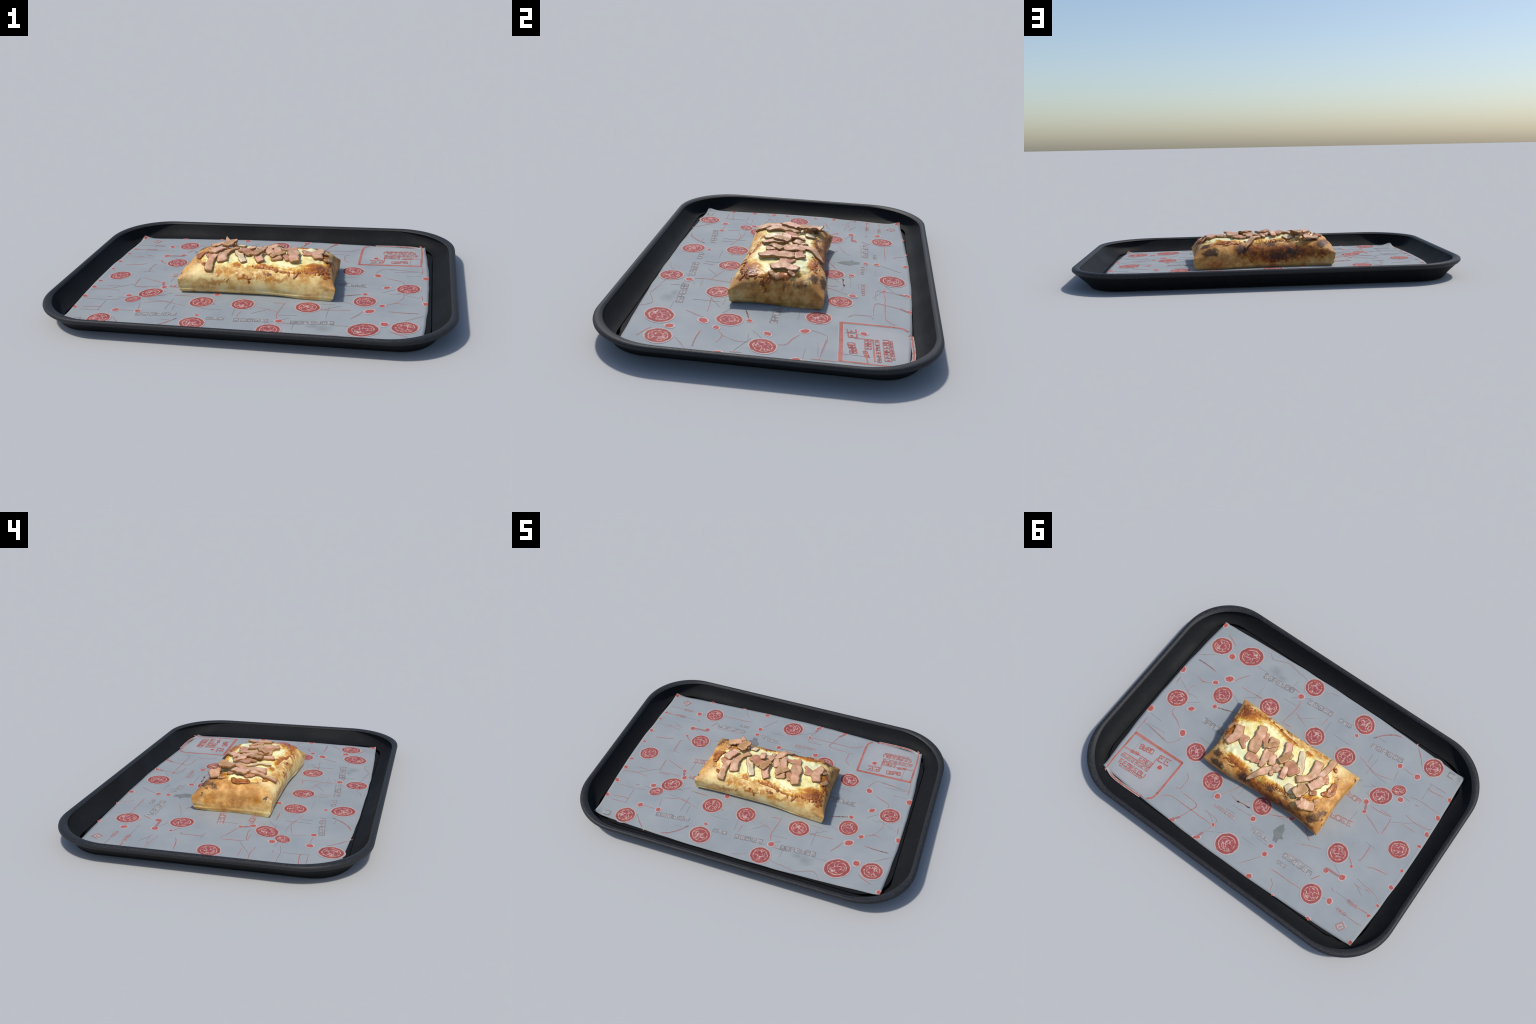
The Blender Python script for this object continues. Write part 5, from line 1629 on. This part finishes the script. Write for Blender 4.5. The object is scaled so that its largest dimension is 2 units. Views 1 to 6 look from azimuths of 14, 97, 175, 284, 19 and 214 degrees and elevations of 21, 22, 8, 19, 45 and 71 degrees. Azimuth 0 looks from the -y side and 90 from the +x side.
#        spine                                                          widths                lift                thick  top  roll
HAM = [
    ([(0.316, -0.036), (0.299, 0.020), (0.320, 0.090)],                 [0.050, 0.058, 0.040], [0.003, 0.006, 0.002], 0.013, P, 0.0),
    ([(0.255, -0.004), (0.250, 0.036), (0.219, 0.064)],                 [0.052, 0.040, 0.014], [0.000, 0.001, -0.002], 0.010, D, 0.0),
    ([(0.208, -0.106), (0.192, -0.058), (0.183, -0.003), (0.171, 0.055)], [0.044, 0.056, 0.064, 0.052], [0.007, 0.006, 0.003, 0.001], 0.014, P, 0.0),
    ([(0.170, -0.082), (0.155, -0.050), (0.140, -0.028)],               [0.036, 0.034, 0.024], [0.001, 0.002, 0.001], 0.011, D, 0.0),
    ([(0.106, -0.087), (0.100, -0.050), (0.088, -0.007)],               [0.056, 0.056, 0.050], [0.000, 0.003, 0.002], 0.013, P, 0.0),
    ([(0.136, -0.006), (0.105, -0.036), (0.076, -0.066)],               [0.030, 0.033, 0.028], [0.010, 0.011, 0.012], 0.011, B, 0.0),
    ([(0.097, -0.012), (0.090, 0.045), (0.085, 0.098)],                 [0.068, 0.040, 0.026], [0.002, 0.006, 0.000], 0.012, P, 0.0),
    ([(0.066, -0.004), (0.052, 0.026), (0.039, 0.056)],                  [0.046, 0.044, 0.036], [0.001, 0.005, 0.004], 0.011, P, 0.0),
    ([(0.187, 0.082), (0.143, 0.076), (0.105, 0.082)],                  [0.046, 0.050, 0.020], [0.000, 0.002, 0.000], 0.011, D, 0.0),
    ([(-0.003, 0.047), (0.046, 0.095), (0.078, 0.142), (0.114, 0.188)], [0.036, 0.044, 0.036, 0.014], [0.003, 0.003, 0.004, 0.006], 0.011, P, 0.0),
    ([(0.034, -0.114), (0.012, -0.068), (0.007, -0.003)],               [0.046, 0.036, 0.034], [0.001, 0.006, 0.004], 0.013, P, 0.0),
    ([(-0.016, -0.063), (-0.005, -0.023), (0.012, 0.016)],              [0.040, 0.044, 0.036], [0.014, 0.017, 0.012], 0.013, B, 0.0),
    ([(-0.028, -0.018), (-0.062, 0.004), (-0.100, 0.026)],              [0.066, 0.074, 0.064], [0.003, 0.006, 0.006], 0.012, D, 0.15),
    ([(-0.036, 0.018), (-0.044, 0.052), (-0.052, 0.084)],               [0.032, 0.036, 0.034], [0.012, 0.010, 0.006], 0.011, P, 0.0),
    ([(0.024, 0.044), (0.004, 0.052), (-0.017, 0.058)],                 [0.040, 0.040, 0.030], [0.004, 0.007, 0.004], 0.011, P, 0.0),
    ([(-0.056, -0.116), (-0.087, -0.053), (-0.118, 0.014)],             [0.034, 0.042, 0.040], [-0.008, -0.004, 0.000], 0.011, L, 0.0),
    ([(-0.168, -0.122), (-0.178, -0.062), (-0.172, -0.006), (-0.123, 0.043)], [0.058, 0.048, 0.040, 0.042], [0.002, 0.004, 0.006, 0.007], 0.013, P, 0.0),
    ([(-0.229, -0.184), (-0.230, -0.138), (-0.222, -0.081), (-0.204, -0.020)], [0.044, 0.036, 0.034, 0.034], [0.006, 0.004, 0.003, 0.003], 0.013, P, 0.0),
    ([(-0.242, -0.044), (-0.223, 0.003), (-0.205, 0.040)],              [0.050, 0.056, 0.048], [0.010, 0.013, 0.012], 0.013, P, 0.0),
    ([(-0.190, 0.046), (-0.178, 0.084), (-0.164, 0.122)],               [0.054, 0.060, 0.056], [0.020, 0.026, 0.033], 0.016, B, 0.0),
    ([(-0.096, 0.096), (-0.125, 0.104), (-0.152, 0.104)],               [0.040, 0.046, 0.036], [-0.003, -0.002, -0.003], 0.010, L, 0.0),
    ([(-0.204, 0.132), (-0.246, 0.128), (-0.288, 0.110)],               [0.066, 0.054, 0.046], [0.026, 0.013, 0.005], 0.011, P, 0.25),
    ([(-0.234, -0.070), (-0.252, -0.052), (-0.268, -0.034)],            [0.034, 0.036, 0.024], [0.000, 0.002, 0.000], 0.010, D, 0.0),
    ([(-0.222, 0.056), (-0.238, 0.048), (-0.256, 0.038)],               [0.030, 0.032, 0.020], [0.000, 0.001, 0.000], 0.010, D, 0.0),
    ([(0.372, 0.010), (0.362, -0.018), (0.345, -0.036)],                [0.022, 0.024, 0.020], [0.006, 0.006, 0.004], 0.010, B, 0.0),
]
for k, (line, widths, lift, thick, top, roll) in enumerate(HAM):
    slab("ham_strip", line, widths, [v - 0.0012 for v in lift], thick, top, E_, roll=roll + 0.20 * math.sin(k * 2.3), seed=k + 31, curl=0.0022 * (k % 3))
for k, (line, widths, lift, thick, top) in enumerate((
        ([(-0.150, 0.070), (-0.158, 0.092), (-0.160, 0.110)], [0.020, 0.026, 0.018], [0.010, 0.014, 0.010], 0.018, B),
        ([(0.020, 0.076), (0.012, 0.092), (0.008, 0.104)], [0.018, 0.024, 0.016], [0.002, 0.006, 0.003], 0.014, P),
        ([(0.330, 0.050), (0.342, 0.062), (0.348, 0.078)], [0.020, 0.026, 0.014], [0.000, 0.003, 0.001], 0.010, D),
        ([(-0.268, 0.070), (-0.280, 0.084), (-0.284, 0.098)], [0.022, 0.026, 0.016], [0.001, 0.003, 0.001], 0.009, B))):
    slab("ham_strip", line, widths, lift, thick, top, E_, seed=140 + k, ragged=0.4)
# a pointed, crisped corner of ham standing up at the back
slab("ham_strip", [(-0.196, 0.136), (-0.206, 0.150), (-0.214, 0.163)], [0.040, 0.024, 0.006], [0.032, 0.042, 0.058], 0.009, P, E_, seed=77, drape=0.2)
# flakes of cheese that crisped brown
slab("crisp_cheese_flake", [(-0.306, -0.070), (-0.310, -0.010), (-0.278, 0.026)], [0.020, 0.052, 0.016], [0.001, 0.002, 0.001], 0.007, crisp_mat, crisp_mat, seed=91, ragged=0.35)
slab("crisp_cheese_flake", [(-0.252, -0.145), (-0.262, -0.136), (-0.274, -0.126)], [0.012, 0.018, 0.008], [0.001, 0.002, 0.001], 0.007, crisp_mat, crisp_mat, seed=92, ragged=0.3)
slab("crisp_cheese_flake", [(0.362, 0.030), (0.368, 0.000), (0.362, -0.030)], [0.012, 0.024, 0.012], [0.000, 0.002, 0.000], 0.008, crisp_mat, crisp_mat, seed=93, ragged=0.3)

DRIPS = [
    ([(0.124, -0.152), (0.152, -0.160), (0.178, -0.160)], 0.012), ([(0.179, -0.156), (0.184, -0.168), (0.189, -0.181)], 0.013), ([(0.204, -0.153), (0.209, -0.161), (0.214, -0.168)], 0.010),
    ([(0.234, -0.158), (0.222, -0.175), (0.211, -0.188)], 0.016), ([(0.237, -0.147), (0.252, -0.142), (0.268, -0.137)], 0.013), ([(0.304, -0.156), (0.318, -0.142), (0.330, -0.128)], 0.019),
    ([(0.310, -0.160), (0.326, -0.150), (0.341, -0.140)], 0.015), ([(0.336, -0.112), (0.345, -0.124), (0.352, -0.136)], 0.015), ([(0.343, -0.146), (0.337, -0.160), (0.331, -0.173)], 0.013),
    ([(0.361, -0.084), (0.366, -0.108), (0.369, -0.133)], 0.016), ([(0.357, -0.147), (0.350, -0.155), (0.342, -0.161)], 0.013), ([(0.362, -0.148), (0.374, -0.158), (0.386, -0.166)], 0.018),
    ([(0.271, -0.128), (0.295, -0.130), (0.313, -0.128)], 0.016), ([(0.295, -0.142), (0.310, -0.136), (0.322, -0.120)], 0.014),
    ([(0.286, 0.172), (0.268, 0.158), (0.236, 0.168)], 0.010), ([(0.238, 0.180), (0.208, 0.174), (0.190, 0.158)], 0.011), ([(0.178, 0.164), (0.158, 0.160), (0.137, 0.150)], 0.012),
    ([(-0.021, 0.133), (-0.042, 0.143), (-0.061, 0.152)], 0.012), ([(-0.037, 0.111), (-0.050, 0.121), (-0.064, 0.130)], 0.012), ([(0.144, -0.153), (0.120, -0.149), (0.096, -0.143)], 0.009),
    ([(0.060, -0.141), (0.045, -0.142), (0.029, -0.141)], 0.008), ([(0.376, -0.060), (0.384, -0.066), (0.389, -0.072)], 0.012), ([(0.374, -0.030), (0.382, -0.034), (0.388, -0.040)], 0.010), ([(0.372, 0.040), (0.381, 0.036), (0.388, 0.030)], 0.010),
    ([(0.241, 0.144), (0.216, 0.143), (0.192, 0.138)], 0.014), ([(-0.110, 0.135), (-0.128, 0.142), (-0.140, 0.138)], 0.010),
]
for k, (line, width) in enumerate(DRIPS):
    drip(line, width, 0.0055, k + 1)

# small blistered beads of cheese scattered along the browned parts of the rim
bead = random.Random(23)
for a0, a1, count in ((-0.62, -0.28, 26), (-0.25, 0.22, 14), (0.55, 1.15, 20), (1.45, 2.15, 18), (-1.7, -0.75, 16), (2.5, 2.9, 6)):
    for k in range(count):
        a = bead.uniform(a0, a1)
        r = cheese_rim(a) * bead.uniform(0.90, 1.03)
        x, y = CHEESE_X + r * math.cos(a), CHEESE_Y + r * math.sin(a)
        turn = a + bead.uniform(-1.3, 1.3)
        length = bead.uniform(0.006, 0.024)
        dx, dy = math.cos(turn) * length / 2, math.sin(turn) * length / 2
        bend = bead.uniform(-0.004, 0.004)
        s_, t_ = loaf_param(x, y)
        if max(abs(s_), abs(t_)) < 0.95:
            drip([(x - dx, y - dy), (x - bend * math.sin(turn), y + bend * math.cos(turn)), (x + dx, y + dy)], bead.uniform(0.005, 0.010), bead.uniform(0.004, 0.008), 100 + k)
